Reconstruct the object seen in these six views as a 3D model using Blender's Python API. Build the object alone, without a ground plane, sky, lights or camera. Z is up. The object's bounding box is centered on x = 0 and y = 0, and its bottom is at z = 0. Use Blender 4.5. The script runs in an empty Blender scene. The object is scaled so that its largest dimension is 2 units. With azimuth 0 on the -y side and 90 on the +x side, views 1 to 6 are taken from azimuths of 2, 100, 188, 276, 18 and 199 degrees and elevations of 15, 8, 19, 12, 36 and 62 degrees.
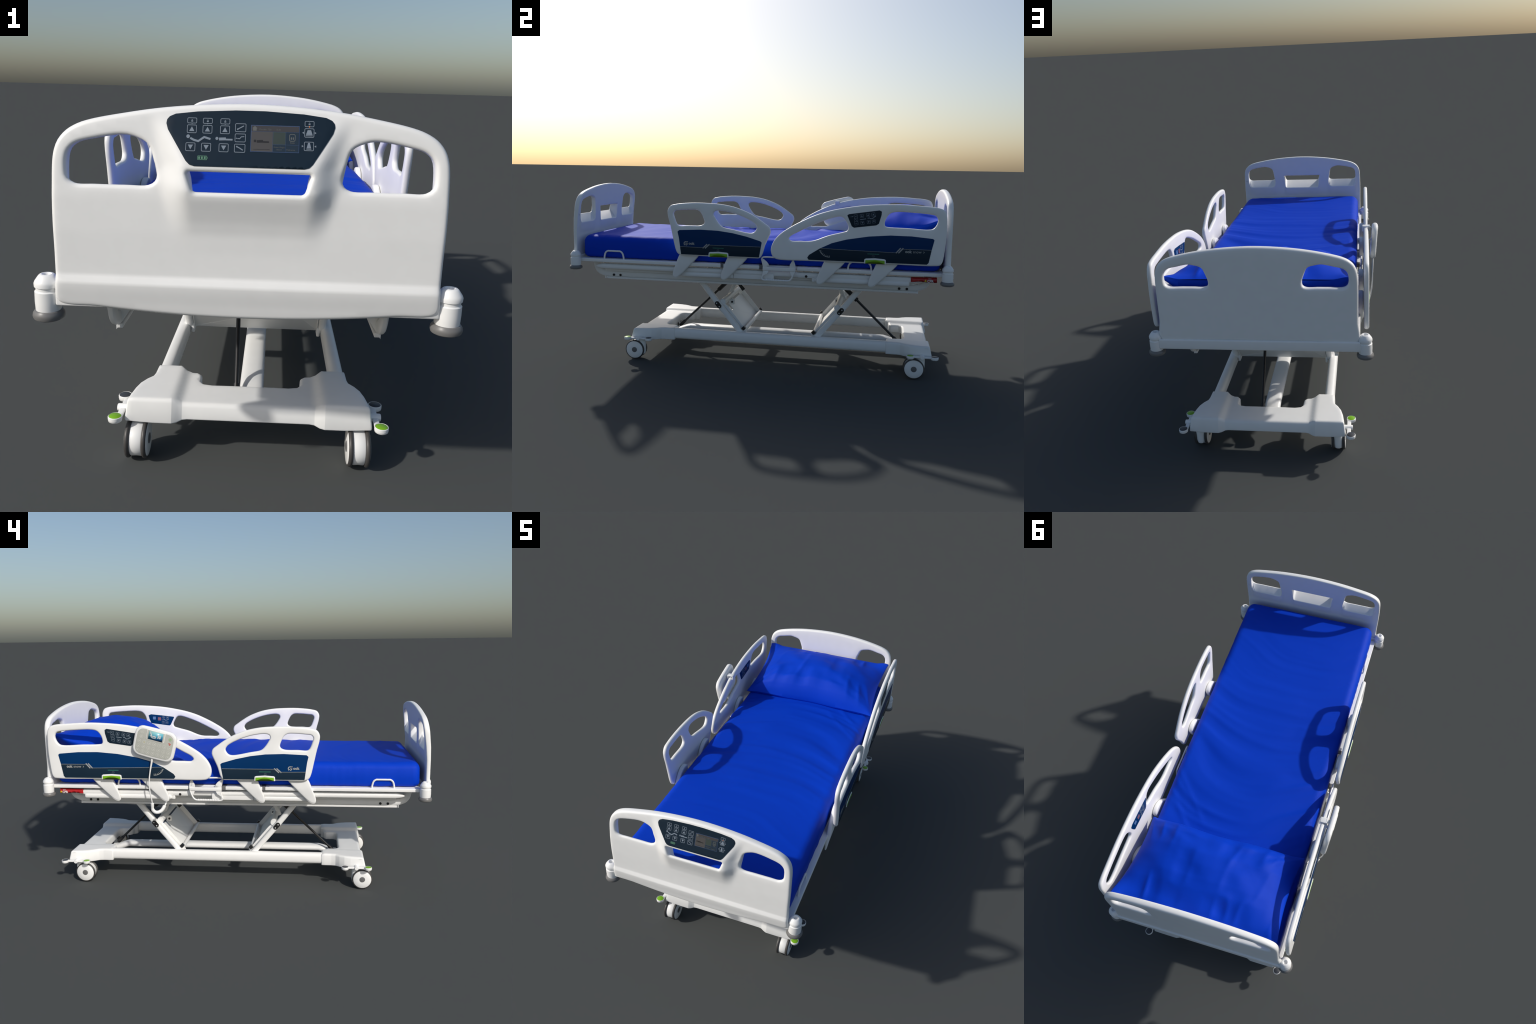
import bpy, math, random
import numpy as np
from mathutils import Vector, geometry

random.seed(7)
CX = 0.0135                      # the bed's own mid-plane in the world frame
YM = 0.122                       # mid-line between the two base ends
SCN = bpy.context.scene

# ------------------------------------------------------------------ materials
def mat(name, col, rough=0.45, metal=0.0, spec=0.5, coat=0.0, grain=0.0, bump=0.0, scale=60.0):
    m = bpy.data.materials.new(name); m.use_nodes = True
    nt = m.node_tree; b = nt.nodes['Principled BSDF']
    b.inputs['Base Color'].default_value = (*col, 1)
    b.inputs['Roughness'].default_value = rough
    b.inputs['Metallic'].default_value = metal
    b.inputs['Specular IOR Level'].default_value = spec
    b.inputs['Coat Weight'].default_value = coat
    if grain or bump:
        tc = nt.nodes.new('ShaderNodeTexCoord')
        nz = nt.nodes.new('ShaderNodeTexNoise'); nz.inputs['Scale'].default_value = scale
        nz.inputs['Detail'].default_value = 4.0
        nt.links.new(tc.outputs['Object'], nz.inputs['Vector'])
        if grain:
            rp = nt.nodes.new('ShaderNodeValToRGB')
            rp.color_ramp.elements[0].position = 0.3; rp.color_ramp.elements[1].position = 0.7
            rp.color_ramp.elements[0].color = (*[c * (1 - grain) for c in col], 1)
            rp.color_ramp.elements[1].color = (*[min(1, c * (1 + grain)) for c in col], 1)
            nt.links.new(nz.outputs['Fac'], rp.inputs['Fac'])
            nt.links.new(rp.outputs['Color'], b.inputs['Base Color'])
        if bump:
            bp = nt.nodes.new('ShaderNodeBump'); bp.inputs['Strength'].default_value = bump
            bp.inputs['Distance'].default_value = 0.002
            nt.links.new(nz.outputs['Fac'], bp.inputs['Height'])
            nt.links.new(bp.outputs['Normal'], b.inputs['Normal'])
    return m

def gradient_mat(name, axis, stops, rough=0.3, glow=0.0):
    """colour ramp along one object axis; stops = [(coordinate, colour)...]"""
    m = bpy.data.materials.new(name); m.use_nodes = True
    nt = m.node_tree; b = nt.nodes['Principled BSDF']; b.inputs['Roughness'].default_value = rough
    tc = nt.nodes.new('ShaderNodeTexCoord'); sp = nt.nodes.new('ShaderNodeSeparateXYZ')
    mr = nt.nodes.new('ShaderNodeMapRange'); rp = nt.nodes.new('ShaderNodeValToRGB')
    lo, hi = stops[0][0], stops[-1][0]
    mr.inputs['From Min'].default_value = lo; mr.inputs['From Max'].default_value = hi
    nt.links.new(tc.outputs['Object'], sp.inputs[0]); nt.links.new(sp.outputs[axis], mr.inputs['Value'])
    nt.links.new(mr.outputs['Result'], rp.inputs['Fac']); nt.links.new(rp.outputs['Color'], b.inputs['Base Color'])
    el = rp.color_ramp.elements
    while len(el) < len(stops): el.new(0.5)
    for e, (p, c) in zip(el, stops):
        e.position = (p - lo) / (hi - lo)
    for e, (p, c) in zip(el, stops): e.color = (*c, 1)
    return m

WHITE = mat('white_plastic', (0.865, 0.868, 0.855), 0.42, grain=0.012, scale=25)
WHITE_METAL = mat('white_painted_steel', (0.865, 0.865, 0.85), 0.38, grain=0.012, scale=25)
BLUE = mat('blue_vinyl', (0.0005, 0.044, 0.52), 0.6, spec=0.12, grain=0.04, bump=0.04, scale=220)
NAVY = mat('navy_decal', (0.0008, 0.031, 0.118), 0.4, spec=0.12, grain=0.04, scale=8)
SLATE = mat('slate_decal', (0.0105, 0.025, 0.044), 0.4, spec=0.15, grain=0.04, scale=8)
CONSOLE = mat('console_glass', (0.0085, 0.020, 0.035), 0.4, spec=0.2, grain=0.06, scale=14)
INK = mat('grey_print', (0.19, 0.235, 0.29), 0.5)
INK_SOFT = mat('soft_grey_print', (0.36, 0.37, 0.36), 0.5)
INK_GREEN = mat('green_print', (0.03, 0.20, 0.14), 0.5)
GREEN = mat('lime_green_plastic', (0.20, 0.46, 0.015), 0.4)
RED = mat('red_plastic', (0.42, 0.012, 0.015), 0.35)
RING = mat('grey_bumper_rubber', (0.17, 0.168, 0.165), 0.4)
RUBBER = mat('dark_grey_rubber', (0.06, 0.057, 0.055), 0.45, grain=0.05, scale=80)
GREY = mat('mid_grey_plastic', (0.14, 0.14, 0.14), 0.45)
BLACK = mat('black_plastic', (0.012, 0.012, 0.013), 0.4)
DARKPAD = mat('dark_pedal_pad', (0.045, 0.05, 0.06), 0.5)
YELLOW = mat('yellow_print', (0.75, 0.60, 0.03), 0.5)
PRINT_WHITE = mat('white_print', (0.72, 0.72, 0.72), 0.5)
KEYPAD = mat('keypad_grey', (0.49, 0.50, 0.455), 0.5, grain=0.02, scale=40)
KEYPAD_RING = mat('keypad_ring', (0.66, 0.67, 0.63), 0.5)
KEYPAD_EDGE = mat('keypad_bezel', (0.78, 0.77, 0.73), 0.4)
SCREEN_GREY = mat('screen_grey', (0.072, 0.069, 0.068), 0.3)
SCREEN_DARK = mat('screen_dark', (0.05, 0.048, 0.05), 0.3)
SCREEN_BLUE = mat('screen_blue', (0.014, 0.028, 0.045), 0.3)
SCREEN_GREEN = mat('screen_green', (0.040, 0.055, 0.048), 0.3)
SCREEN_RIM = mat('screen_rim', (0.05, 0.09, 0.19), 0.3)
BATTERY = mat('battery_green', (0.10, 0.24, 0.16), 0.4)
ORANGE = mat('orange_lamp', (0.8, 0.25, 0.08), 0.4)
ICON_BLUE = mat('icon_blue', (0.12, 0.22, 0.42), 0.4)
ICON_RED = mat('icon_red', (0.34, 0.045, 0.065), 0.4)
PENDANT_LCD = gradient_mat('pendant_display', 2, [(0.796, (0.01, 0.025, 0.06)), (0.806, (0.012, 0.04, 0.12)),
              (0.812, (0.02, 0.14, 0.36)), (0.828, (0.06, 0.36, 0.52)), (0.845, (0.25, 0.55, 0.58)), (0.86, (0.42, 0.62, 0.60))])

# ------------------------------------------------------------------ object helpers
root = bpy.data.objects.new('hospital_bed', None)
root.location = (CX, 0, 0); SCN.collection.objects.link(root)
root['label'] = 'white adjustable hospital bed with blue mattress and side rails'
root['category'] = 'hospital bed'

def add(name, verts, faces, material, parent=None, smooth=True, angle=None):
    me = bpy.data.meshes.new(name)
    me.from_pydata([tuple(map(float, v)) for v in verts], [], [tuple(map(int, f)) for f in faces])
    me.materials.append(material); me.validate(); me.update()
    ob = bpy.data.objects.new(name, me); SCN.collection.objects.link(ob)
    ob.parent = parent or root
    if smooth:
        me.polygons.foreach_set('use_smooth', [True] * len(me.polygons))
        if angle is not None: me.set_sharp_from_angle(angle=math.radians(angle))
    return ob

def place(ob, name, parent=None, loc=(0, 0, 0), mirror_x=False):
    o = ob.copy(); o.name = name; SCN.collection.objects.link(o); o.parent = parent or root
    o.location = loc
    return o

class Bag:
    """collects polygons of many little solids into one mesh"""
    def __init__(self): self.v = []; self.f = []
    def put(self, verts, faces):
        n = len(self.v); self.v += [tuple(v) for v in verts]; self.f += [tuple(i + n for i in f) for f in faces]
    def make(self, name, material, parent=None, smooth=True, angle=35):
        return add(name, self.v, self.f, material, parent, smooth, angle)

def smooth_closed(pts, step=0.006):
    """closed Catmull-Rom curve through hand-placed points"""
    P = np.array(pts, float); n = len(P); out = []
    for i in range(n):
        p0, p1, p2, p3 = P[i - 1], P[i], P[(i + 1) % n], P[(i + 2) % n]
        l = np.linalg.norm(p2 - p1); k = max(1, int(round(l / step)))
        a = 0.5
        t0 = 0; t1 = t0 + max(1e-5, np.linalg.norm(p1 - p0)) ** a
        t2 = t1 + max(1e-5, l) ** a; t3 = t2 + max(1e-5, np.linalg.norm(p3 - p2)) ** a
        for j in range(k):
            t = t1 + (t2 - t1) * j / k
            A1 = (t1 - t) / (t1 - t0) * p0 + (t - t0) / (t1 - t0) * p1
            A2 = (t2 - t) / (t2 - t1) * p1 + (t - t1) / (t2 - t1) * p2
            A3 = (t3 - t) / (t3 - t2) * p2 + (t - t2) / (t3 - t2) * p3
            B1 = (t2 - t) / (t2 - t0) * A1 + (t - t0) / (t2 - t0) * A2
            B2 = (t3 - t) / (t3 - t1) * A2 + (t - t1) / (t3 - t1) * A3
            out.append((t2 - t) / (t2 - t1) * B1 + (t - t1) / (t2 - t1) * B2)
    return np.array(out)

def round_poly(pts, r, seg=5, step=None):
    """polygon with each corner replaced by an arc; r = number or list"""
    P = [np.array(p, float) for p in pts]; n = len(P); out = []
    rr = r if isinstance(r, (list, tuple)) else [r] * n
    for i in range(n):
        p, a, b = P[i], P[i - 1], P[(i + 1) % n]
        da = a - p; db = b - p; la = np.linalg.norm(da); lb = np.linalg.norm(db); da /= la; db /= lb
        ang = math.acos(max(-1, min(1, float(da @ db))))
        if rr[i] <= 0 or ang > 3.1: out.append(p); continue
        t = min(rr[i] / math.tan(ang / 2), la * 0.49, lb * 0.49); rad = t * math.tan(ang / 2)
        c = p + (da + db) / np.linalg.norm(da + db) * (rad / math.sin(ang / 2))
        s = p + da * t - c; e = p + db * t - c
        a0 = math.atan2(s[1], s[0]); a1 = math.atan2(e[1], e[0]); d = (a1 - a0 + math.pi) % (2 * math.pi) - math.pi
        for k in range(seg + 1):
            q = a0 + d * k / seg; out.append(c + rad * np.array([math.cos(q), math.sin(q)]))
    if step:
        o2 = []
        for i, p in enumerate(out):
            q = out[(i + 1) % len(out)]; k = max(1, int(np.linalg.norm(q - p) / step))
            o2 += [p + (q - p) * j / k for j in range(k)]
        out = o2
    return np.array(out)

def inside(poly, pts):
    x, y = pts[:, 0], pts[:, 1]; res = np.zeros(len(pts), bool); n = len(poly)
    for i in range(n):
        x1, y1 = poly[i]; x2, y2 = poly[(i + 1) % n]
        if y1 == y2: continue
        c = ((y1 > y) != (y2 > y)) & (x < (x2 - x1) * (y - y1) / (y2 - y1) + x1); res ^= c
    return res

def dist_to(loops, pts):
    d = np.full(len(pts), 1e9)
    for L in loops:
        a = L; b = np.roll(L, -1, axis=0); ab = b - a; l2 = np.maximum((ab ** 2).sum(1), 1e-14)
        for s in range(0, len(pts), 2000):
            q = pts[s:s + 2000, None, :] - a[None]
            t = np.clip((q * ab[None]).sum(2) / l2, 0, 1)
            d[s:s + 2000] = np.minimum(d[s:s + 2000], np.sqrt(((q - t[..., None] * ab[None]) ** 2).sum(2)).min(1))
    return d

def slab_mesh(outline, holes, frame, front, back, r=0.008, rb=None, grid=None, jitter=0.0):
    """Solid between two height fields over a 2D region, with rounded rims.
    frame(u,v,h)->xyz ; front(u,v) > back(u,v) heights (arrays)."""
    rb = r if rb is None else rb; R = max(r, rb)
    loops = [np.array(outline)] + [np.array(h) for h in holes]
    base = np.vstack(loops); nb = len(base); extra = []
    for li, L in enumerate(loops):
        area = 0.5 * np.sum(L[:, 0] * np.roll(L[:, 1], -1) - np.roll(L[:, 0], -1) * L[:, 1])
        t = np.roll(L, -1, 0) - np.roll(L, 1, 0); t /= np.maximum(np.linalg.norm(t, axis=1), 1e-9)[:, None]
        nrm = np.stack([-t[:, 1], t[:, 0]], 1) * (1 if area > 0 else -1) * (1 if li == 0 else -1)
        for k in (0.08, 0.3, 0.62, 1.0):
            extra.append((L + nrm * R * k, R * k * 0.93))
    cand = []
    for p, need in extra:
        ok = inside(loops[0], p)
        for h in loops[1:]: ok &= ~inside(h, p)
        cand.append(p[ok & (dist_to(loops, p) >= need)])
    if grid:
        lo, hi = loops[0].min(0), loops[0].max(0)
        gx, gy = np.meshgrid(np.arange(lo[0] + grid / 2, hi[0], grid), np.arange(lo[1] + grid / 2, hi[1], grid))
        gx = gx + (np.arange(gx.shape[0])[:, None] % 2) * grid * 0.5
        p = np.stack([gx.ravel(), gy.ravel()], 1); ok = inside(loops[0], p)
        for h in loops[1:]: ok &= ~inside(h, p)
        p = p[ok]; cand.append(p[dist_to(loops, p) > R * 1.0 + grid * 0.45])
    allp = np.vstack([base] + cand)
    edges = []; s = 0
    for L in loops:
        edges += [(s + i, s + (i + 1) % len(L)) for i in range(len(L))]; s += len(L)
    vo, eo, fo, ov, oe, of = geometry.delaunay_2d_cdt([Vector(p) for p in allp], edges, [], 0, 1e-7)
    V = np.array([(v[0], v[1]) for v in vo]); F = np.array(fo)
    cen = V[F].mean(1); ok = inside(loops[0], cen)
    for h in loops[1:]: ok &= ~inside(h, cen)
    F = F[ok]
    a, b, c = V[F[:, 0]], V[F[:, 1]], V[F[:, 2]]
    cr = (b[:, 0] - a[:, 0]) * (c[:, 1] - a[:, 1]) - (b[:, 1] - a[:, 1]) * (c[:, 0] - a[:, 0])
    F = F[np.abs(cr) > 1e-12]; cr = cr[np.abs(cr) > 1e-12]; F[cr < 0] = F[cr < 0][:, ::-1]
    d = dist_to(loops, V); d[d < 1e-6] = 0
    def drop(rr):
        q = np.clip(d, 0, rr); return rr - np.sqrt(np.maximum(rr * rr - (rr - q) ** 2, 0))
    hf = front(V[:, 0], V[:, 1]) - drop(r); hb = back(V[:, 0], V[:, 1]) + drop(rb)
    n = len(V)
    verts = [frame(u, v, h) for (u, v), h in zip(V, hf)] + [frame(u, v, h) for (u, v), h in zip(V, hb)]
    faces = [tuple(f) for f in F] + [(f[2] + n, f[1] + n, f[0] + n) for f in F]
    # rim wall along directed boundary edges
    from collections import Counter
    ed = Counter()
    for f in F:
        for i in range(3): ed[(f[i], f[(i + 1) % 3])] += 1
    for (i, j) in ed:
        if (j, i) not in ed: faces.append((j, i, i + n, j + n))
    # keep normals outward: test the frame's handedness
    o = np.array(frame(0., 0., 0.)); ux = np.array(frame(1., 0., 0.)) - o; uy = np.array(frame(0., 1., 0.)) - o; uz = np.array(frame(0., 0., 1.)) - o
    if np.dot(np.cross(ux, uy), uz) < 0: faces = [tuple(reversed(f)) for f in faces]
    return verts, faces

def const(c): return lambda u, v: np.full(np.shape(u), c, float)

def slab(name, outline, holes, frame, front, back, material, r=0.008, rb=None, grid=None, parent=None, angle=None):
    f = front if callable(front) else const(front); b = back if callable(back) else const(back)
    v, fc = slab_mesh(outline, holes, frame, f, b, r, rb, grid)
    return add(name, v, fc, material, parent, True, angle)

# --- frames: 2D drawing planes mapped into the bed's space
def side_frame(s):          # s=+1 right side (+x), -1 left side ; u=y, v=z, h=distance from mid-plane
    return lambda u, v, h: (s * h, u, v)
def end_frame(u, v, h):     # foot end: u=X, v=z, h = distance towards -y
    return (u, -h, v)
def head_frame(u, v, h): return (u, h, v)
def plan_frame(u, v, h): return (u, v, h)

# --- little printed symbols, raised a hair above a surface
class Print:
    def __init__(self, frame, height, lift=0.0004, thick=0.0005):
        self.b = Bag(); self.fr = frame; self.h = height if callable(height) else (lambda u, v: height)
        self.l = lift; self.t = thick
        o = np.array(frame(0., 0., 0.)); ux = np.array(frame(1., 0., 0.)) - o; uy = np.array(frame(0., 1., 0.)) - o; uz = np.array(frame(0., 0., 1.)) - o
        self.flip = np.dot(np.cross(ux, uy), uz) < 0
    def P(self, p, top): return self.fr(p[0], p[1], self.h(p[0], p[1]) + self.l + (self.t if top else 0.0))
    def poly(self, pts):
        pts = [tuple(p) for p in pts]; n = len(pts)
        ar = sum(pts[i][0] * pts[(i + 1) % n][1] - pts[(i + 1) % n][0] * pts[i][1] for i in range(n))
        if ar < 0: pts = pts[::-1]
        v = [self.P(p, True) for p in pts] + [self.P(p, False) for p in pts]
        f = [tuple(range(n))] + [(i + n, (i + 1) % n + n, (i + 1) % n, i) for i in range(n)]
        if self.flip: f = [tuple(reversed(q)) for q in f]
        self.b.put(v, f)
    def disc(self, c, r, n=16, ry=None):
        ry = ry or r
        self.poly([(c[0] + r * math.cos(2 * math.pi * i / n), c[1] + ry * math.sin(2 * math.pi * i / n)) for i in range(n)])
    def line(self, pts, w, closed=False):
        P = [np.array(p, float) for p in pts]; n = len(P); m = n if closed else n - 1
        off = []
        for i in range(n):
            a = P[i - 1] if (closed or i) else None; b = P[(i + 1) % n] if (closed or i < n - 1) else None
            d1 = (P[i] - a) / max(1e-9, np.linalg.norm(P[i] - a)) if a is not None else None
            d2 = (b - P[i]) / max(1e-9, np.linalg.norm(b - P[i])) if b is not None else None
            d = d1 if d2 is None else d2 if d1 is None else (d1 + d2)
            d = d / max(1e-9, np.linalg.norm(d)); nn = np.array([-d[1], d[0]])
            k = 1.0
            if d1 is not None and d2 is not None:
                k = 1 / max(0.5, abs(float(nn @ np.array([-d1[1], d1[0]]))))
            off.append(nn * w / 2 * k)
        for i in range(m):
            j = (i + 1) % n; self.poly([P[i] + off[i], P[i] - off[i], P[j] - off[j], P[j] + off[j]])
    def box(self, a, b, w, r=0.002, ang=0.0):
        c = ((a[0] + b[0]) / 2, (a[1] + b[1]) / 2); x, y = abs(b[0] - a[0]) / 2, abs(b[1] - a[1]) / 2
        q = round_poly([(-x, -y), (x, -y), (x, y), (-x, y)], r, 3); ca, sa = math.cos(ang), math.sin(ang)
        self.line([(c[0] + p[0] * ca - p[1] * sa, c[1] + p[0] * sa + p[1] * ca) for p in q], w, True)
    def fill(self, a, b, r=0.0):
        q = [(a[0], a[1]), (b[0], a[1]), (b[0], b[1]), (a[0], b[1])]
        self.poly(round_poly(q, r, 3) if r else q)
    def text(self, s, at, size, sx=1.0, right=(1, 0), bold=0.0, align='LEFT'):
        cu = bpy.data.curves.new('text', 'FONT'); cu.body = s; cu.size = size; cu.offset = bold; cu.align_x = align
        cu.resolution_u = 3
        ob = bpy.data.objects.new('text', cu); me = bpy.data.meshes.new_from_object(ob)
        r = np.array(right, float); up = np.array([-r[1], r[0]])
        if self.flipu: up = -up
        V = [np.array(at) + r * v.co.x * sx + up * v.co.y for v in me.vertices]
        for f in me.polygons: self.poly_raw([V[i] for i in f.vertices])
        bpy.data.objects.remove(ob); bpy.data.curves.remove(cu); bpy.data.meshes.remove(me)
    flipu = False
    def poly_raw(self, pts): self.poly(pts)
    def make(self, name, material, parent=None): return self.b.make(name, material, parent, smooth=False)

# --- basic solids
def rounded_box(bag, lo, hi, r=0.003, seg=3):
    """box with rounded edges made from a subdivided cube pushed onto a rounded hull"""
    lo = np.array(lo, float); hi = np.array(hi, float); c = (lo + hi) / 2; h = (hi - lo) / 2; r = min(r, h.min() * 0.98)
    t = [-1.0] ; ks = [i / seg for i in range(seg + 1)]
    def coords(hh):
        a = [-hh + r * (1 - math.cos(k * math.pi / 2)) for k in ks]
        return a + [-x for x in reversed(a)]
    cs = [coords(x) for x in h]; idx = {}; V = []; F = []
    n = len(cs[0])
    def vid(i, j, k):
        key = (i, j, k)
        if key not in idx:
            p = np.array([cs[0][i], cs[1][j], cs[2][k]]); q = np.clip(p, -(h - r), h - r); d = p - q; l = np.linalg.norm(d)
            if l > 1e-9: p = q + d / l * r
            idx[key] = len(V); V.append(p + c)
        return idx[key]
    m = n - 1
    for i in range(m):
        for j in range(m):
            F.append((vid(i, j, 0), vid(i, j + 1, 0), vid(i + 1, j + 1, 0), vid(i + 1, j, 0)))
            F.append((vid(i, j, m), vid(i + 1, j, m), vid(i + 1, j + 1, m), vid(i, j + 1, m)))
            F.append((vid(i, 0, j), vid(i + 1, 0, j), vid(i + 1, 0, j + 1), vid(i, 0, j + 1)))
            F.append((vid(i, m, j), vid(i, m, j + 1), vid(i + 1, m, j + 1), vid(i + 1, m, j)))
            F.append((vid(0, i, j), vid(0, i, j + 1), vid(0, i + 1, j + 1), vid(0, i + 1, j)))
            F.append((vid(m, i, j), vid(m, i + 1, j), vid(m, i + 1, j + 1), vid(m, i, j + 1)))
    bag.put(V, F)

def tube(bag, pts, r, n=14, closed=False, rx=None, squash=None, power=2.0, up=(0, 0, 1)):
    """sweep of a (super)ellipse along a 3D polyline; r=(half width, half height) or number"""
    P = [np.array(p, float) for p in pts]; m = len(P); V = []; F = []
    up = np.array(up, float)
    for i in range(m):
        a = P[i - 1] if (closed or i) else P[i]; b = P[(i + 1) % m] if (closed or i < m - 1) else P[i]
        t = b - a; t /= np.linalg.norm(t)
        s = np.cross(t, up)
        if np.linalg.norm(s) < 1e-3: s = np.cross(t, [1, 0, 0])
        s /= np.linalg.norm(s); w = np.cross(s, t)
        ri = r[i] if isinstance(r, list) else r; ra, rc = ri if isinstance(ri, tuple) else (ri, ri)
        for k in range(n):
            q = 2 * math.pi * k / n; cq, sq = math.cos(q), math.sin(q)
            V.append(P[i] + s * ra * math.copysign(abs(cq) ** (2 / power), cq) + w * rc * math.copysign(abs(sq) ** (2 / power), sq))
    for i in range(m if closed else m - 1):
        j = (i + 1) % m
        for k in range(n):
            F.append((i * n + k, i * n + (k + 1) % n, j * n + (k + 1) % n, j * n + k))
    if not closed:
        F.append(tuple(range(n - 1, -1, -1))); F.append(tuple((m - 1) * n + k for k in range(n)))
    F = [tuple(reversed(f)) for f in F]
    bag.put(V, F)

def bezier_path(pts, step=0.008):
    """open Catmull-Rom through 3D points"""
    P = [np.array(p, float) for p in pts]; P = [2 * P[0] - P[1]] + P + [2 * P[-1] - P[-2]]; out = []
    for i in range(1, len(P) - 2):
        p0, p1, p2, p3 = P[i - 1:i + 3]; k = max(2, int(np.linalg.norm(p2 - p1) / step))
        for j in range(k):
            t = j / k
            out.append(0.5 * ((2 * p1) + (p2 - p0) * t + (2 * p0 - 5 * p1 + 4 * p2 - p3) * t * t + (3 * p1 - p0 - 3 * p2 + p3) * t ** 3))
    out.append(P[-2]); return out

def revolve(bag, prof, at, axis='z', n=28):
    """lathe a (radius, height) profile about an axis through at"""
    V = []; F = []; m = len(prof)
    for r, h in prof:
        for k in range(n):
            q = 2 * math.pi * k / n; a, b = r * math.cos(q), r * math.sin(q)
            V.append({'z': (a, b, h), 'x': (h, a, b), 'y': (b, h, a)}[axis])
    V = [np.array(v) + np.array(at) for v in V]
    for i in range(m - 1):
        for k in range(n): F.append((i * n + k, i * n + (k + 1) % n, (i + 1) * n + (k + 1) % n, (i + 1) * n + k))
    if prof[0][0] > 1e-6: F.append(tuple(range(n - 1, -1, -1)))
    if prof[-1][0] > 1e-6: F.append(tuple((m - 1) * n + k for k in range(n)))
    bag.put(V, F)

def sstep(a, b, x):
    t = np.clip((x - a) / (b - a), 0, 1); return t * t * (3 - 2 * t)

# value noise for folds
_rng = np.random.RandomState(11); _tab = _rng.rand(64, 64) * 2 - 1
def vnoise(x, y):
    xi = np.floor(x).astype(int); yi = np.floor(y).astype(int); fx = x - xi; fy = y - yi
    fx = fx * fx * fx * (fx * (fx * 6 - 15) + 10); fy = fy * fy * fy * (fy * (fy * 6 - 15) + 10)
    g = lambda a, b: _tab[a % 64, b % 64]
    return (g(xi, yi) * (1 - fx) + g(xi + 1, yi) * fx) * (1 - fy) + (g(xi, yi + 1) * (1 - fx) + g(xi + 1, yi + 1) * fx) * fy

# ================================================================== FOOTBOARD
FB_Z = [0.50, 0.60, 0.70, 0.77, 0.845, 0.91, 0.952, 0.98]
FB_F = [0.975, 0.975, 0.975, 0.973, 0.966, 0.957, 0.951, 0.948]
FB_BK = [0.955, 0.955, 0.954, 0.948, 0.938, 0.930, 0.925, 0.923]
CON_Z = [0.66, 0.70, 0.725, 0.75, 0.775, 0.79, 0.837, 0.913, 0.94, 0.96]
CON_Y = [0.975, 0.9765, 0.981, 0.988, 0.9955, 0.9985, 0.990, 0.9605, 0.951, 0.946]
WID_Z = [0.66, 0.72, 0.79, 0.837, 0.913, 0.95]
WID_X = [0.100, 0.108, 0.116, 0.120, 0.158, 0.165]
def fb_front(u, v):
    u = np.asarray(u, float); v = np.asarray(v, float)
    m = np.interp(v, FB_Z, FB_F); c = np.interp(v, CON_Z, CON_Y); w = np.interp(v, WID_Z, WID_X)
    k = 1 - sstep(w, w + np.interp(v, [0.7, 0.8, 0.95], [0.05, 0.062, 0.03]), np.abs(u))
    f = m + np.maximum(c - m, 0) * k
    band = 1 - sstep(0.5985, 0.6035, v)
    f = f + band * (0.0055 + 0.003 * (1 - (u / 0.39) ** 2) - 0.009 * sstep(0.60, 0.53, v))
    return f
def fb_back(u, v): return np.interp(np.asarray(v, float), FB_Z, FB_BK)

top_arc = [(0.384, 0.55), (0.386, 0.60), (0.386, 0.66), (0.3865, 0.73), (0.385, 0.79), (0.383, 0.835), (0.379, 0.858), (0.3715, 0.876),
           (0.356, 0.8935), (0.334, 0.9065), (0.307, 0.9155), (0.243, 0.9285), (0.178, 0.939), (0.105, 0.9465), (0.03, 0.9505)]
fb_pts = top_arc + [(-x, z) for x, z in reversed(top_arc)] + [(-0.30, 0.541), (-0.2, 0.533), (-0.1, 0.528), (0, 0.5265), (0.1, 0.528), (0.2, 0.533), (0.30, 0.541)]
fb_outline = smooth_closed(fb_pts, 0.009)
grip = [(0.179, 0.815), (0.1855, 0.842), (0.196, 0.871), (0.2225, 0.8845), (0.2435, 0.8875), (0.2965, 0.880), (0.338, 0.868), (0.352, 0.852),
        (0.3555, 0.82), (0.353, 0.804), (0.340, 0.7945), (0.30, 0.7935), (0.24, 0.7935), (0.196, 0.7945), (0.183, 0.802)]
gripR = smooth_closed(grip, 0.007); gripL = smooth_closed([(-x, z) for x, z in reversed(grip)], 0.007)
slot = round_poly([(-0.119, 0.825), (0.119, 0.825), (0.106, 0.787), (-0.106, 0.787)], [0.004, 0.004, 0.01, 0.01], 5, 0.008)
def fb_frame(u, v, h):
    """end frame whose hand-hole sills slope down towards the mattress"""
    F, B = float(fb_front(u, v)), float(fb_back(u, v)); k = float(sstep(0.3, 0.8, (F - h) / max(1e-4, F - B))); a = abs(u)
    w = float(sstep(0.165, 0.183, a) * (1 - sstep(0.350, 0.368, a)) * (1 - sstep(0.80, 0.86, v)) + (1 - sstep(0.108, 0.124, a)) * (1 - sstep(0.79, 0.815, v)))
    w *= float(sstep(0.66, 0.785, v))
    return (u, -h, v - 0.042 * k * w)
footboard = slab('footboard', fb_outline, [gripR, gripL, slot], fb_frame, fb_front, fb_back, WHITE, r=0.009, rb=0.006, grid=0.0085)

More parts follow.
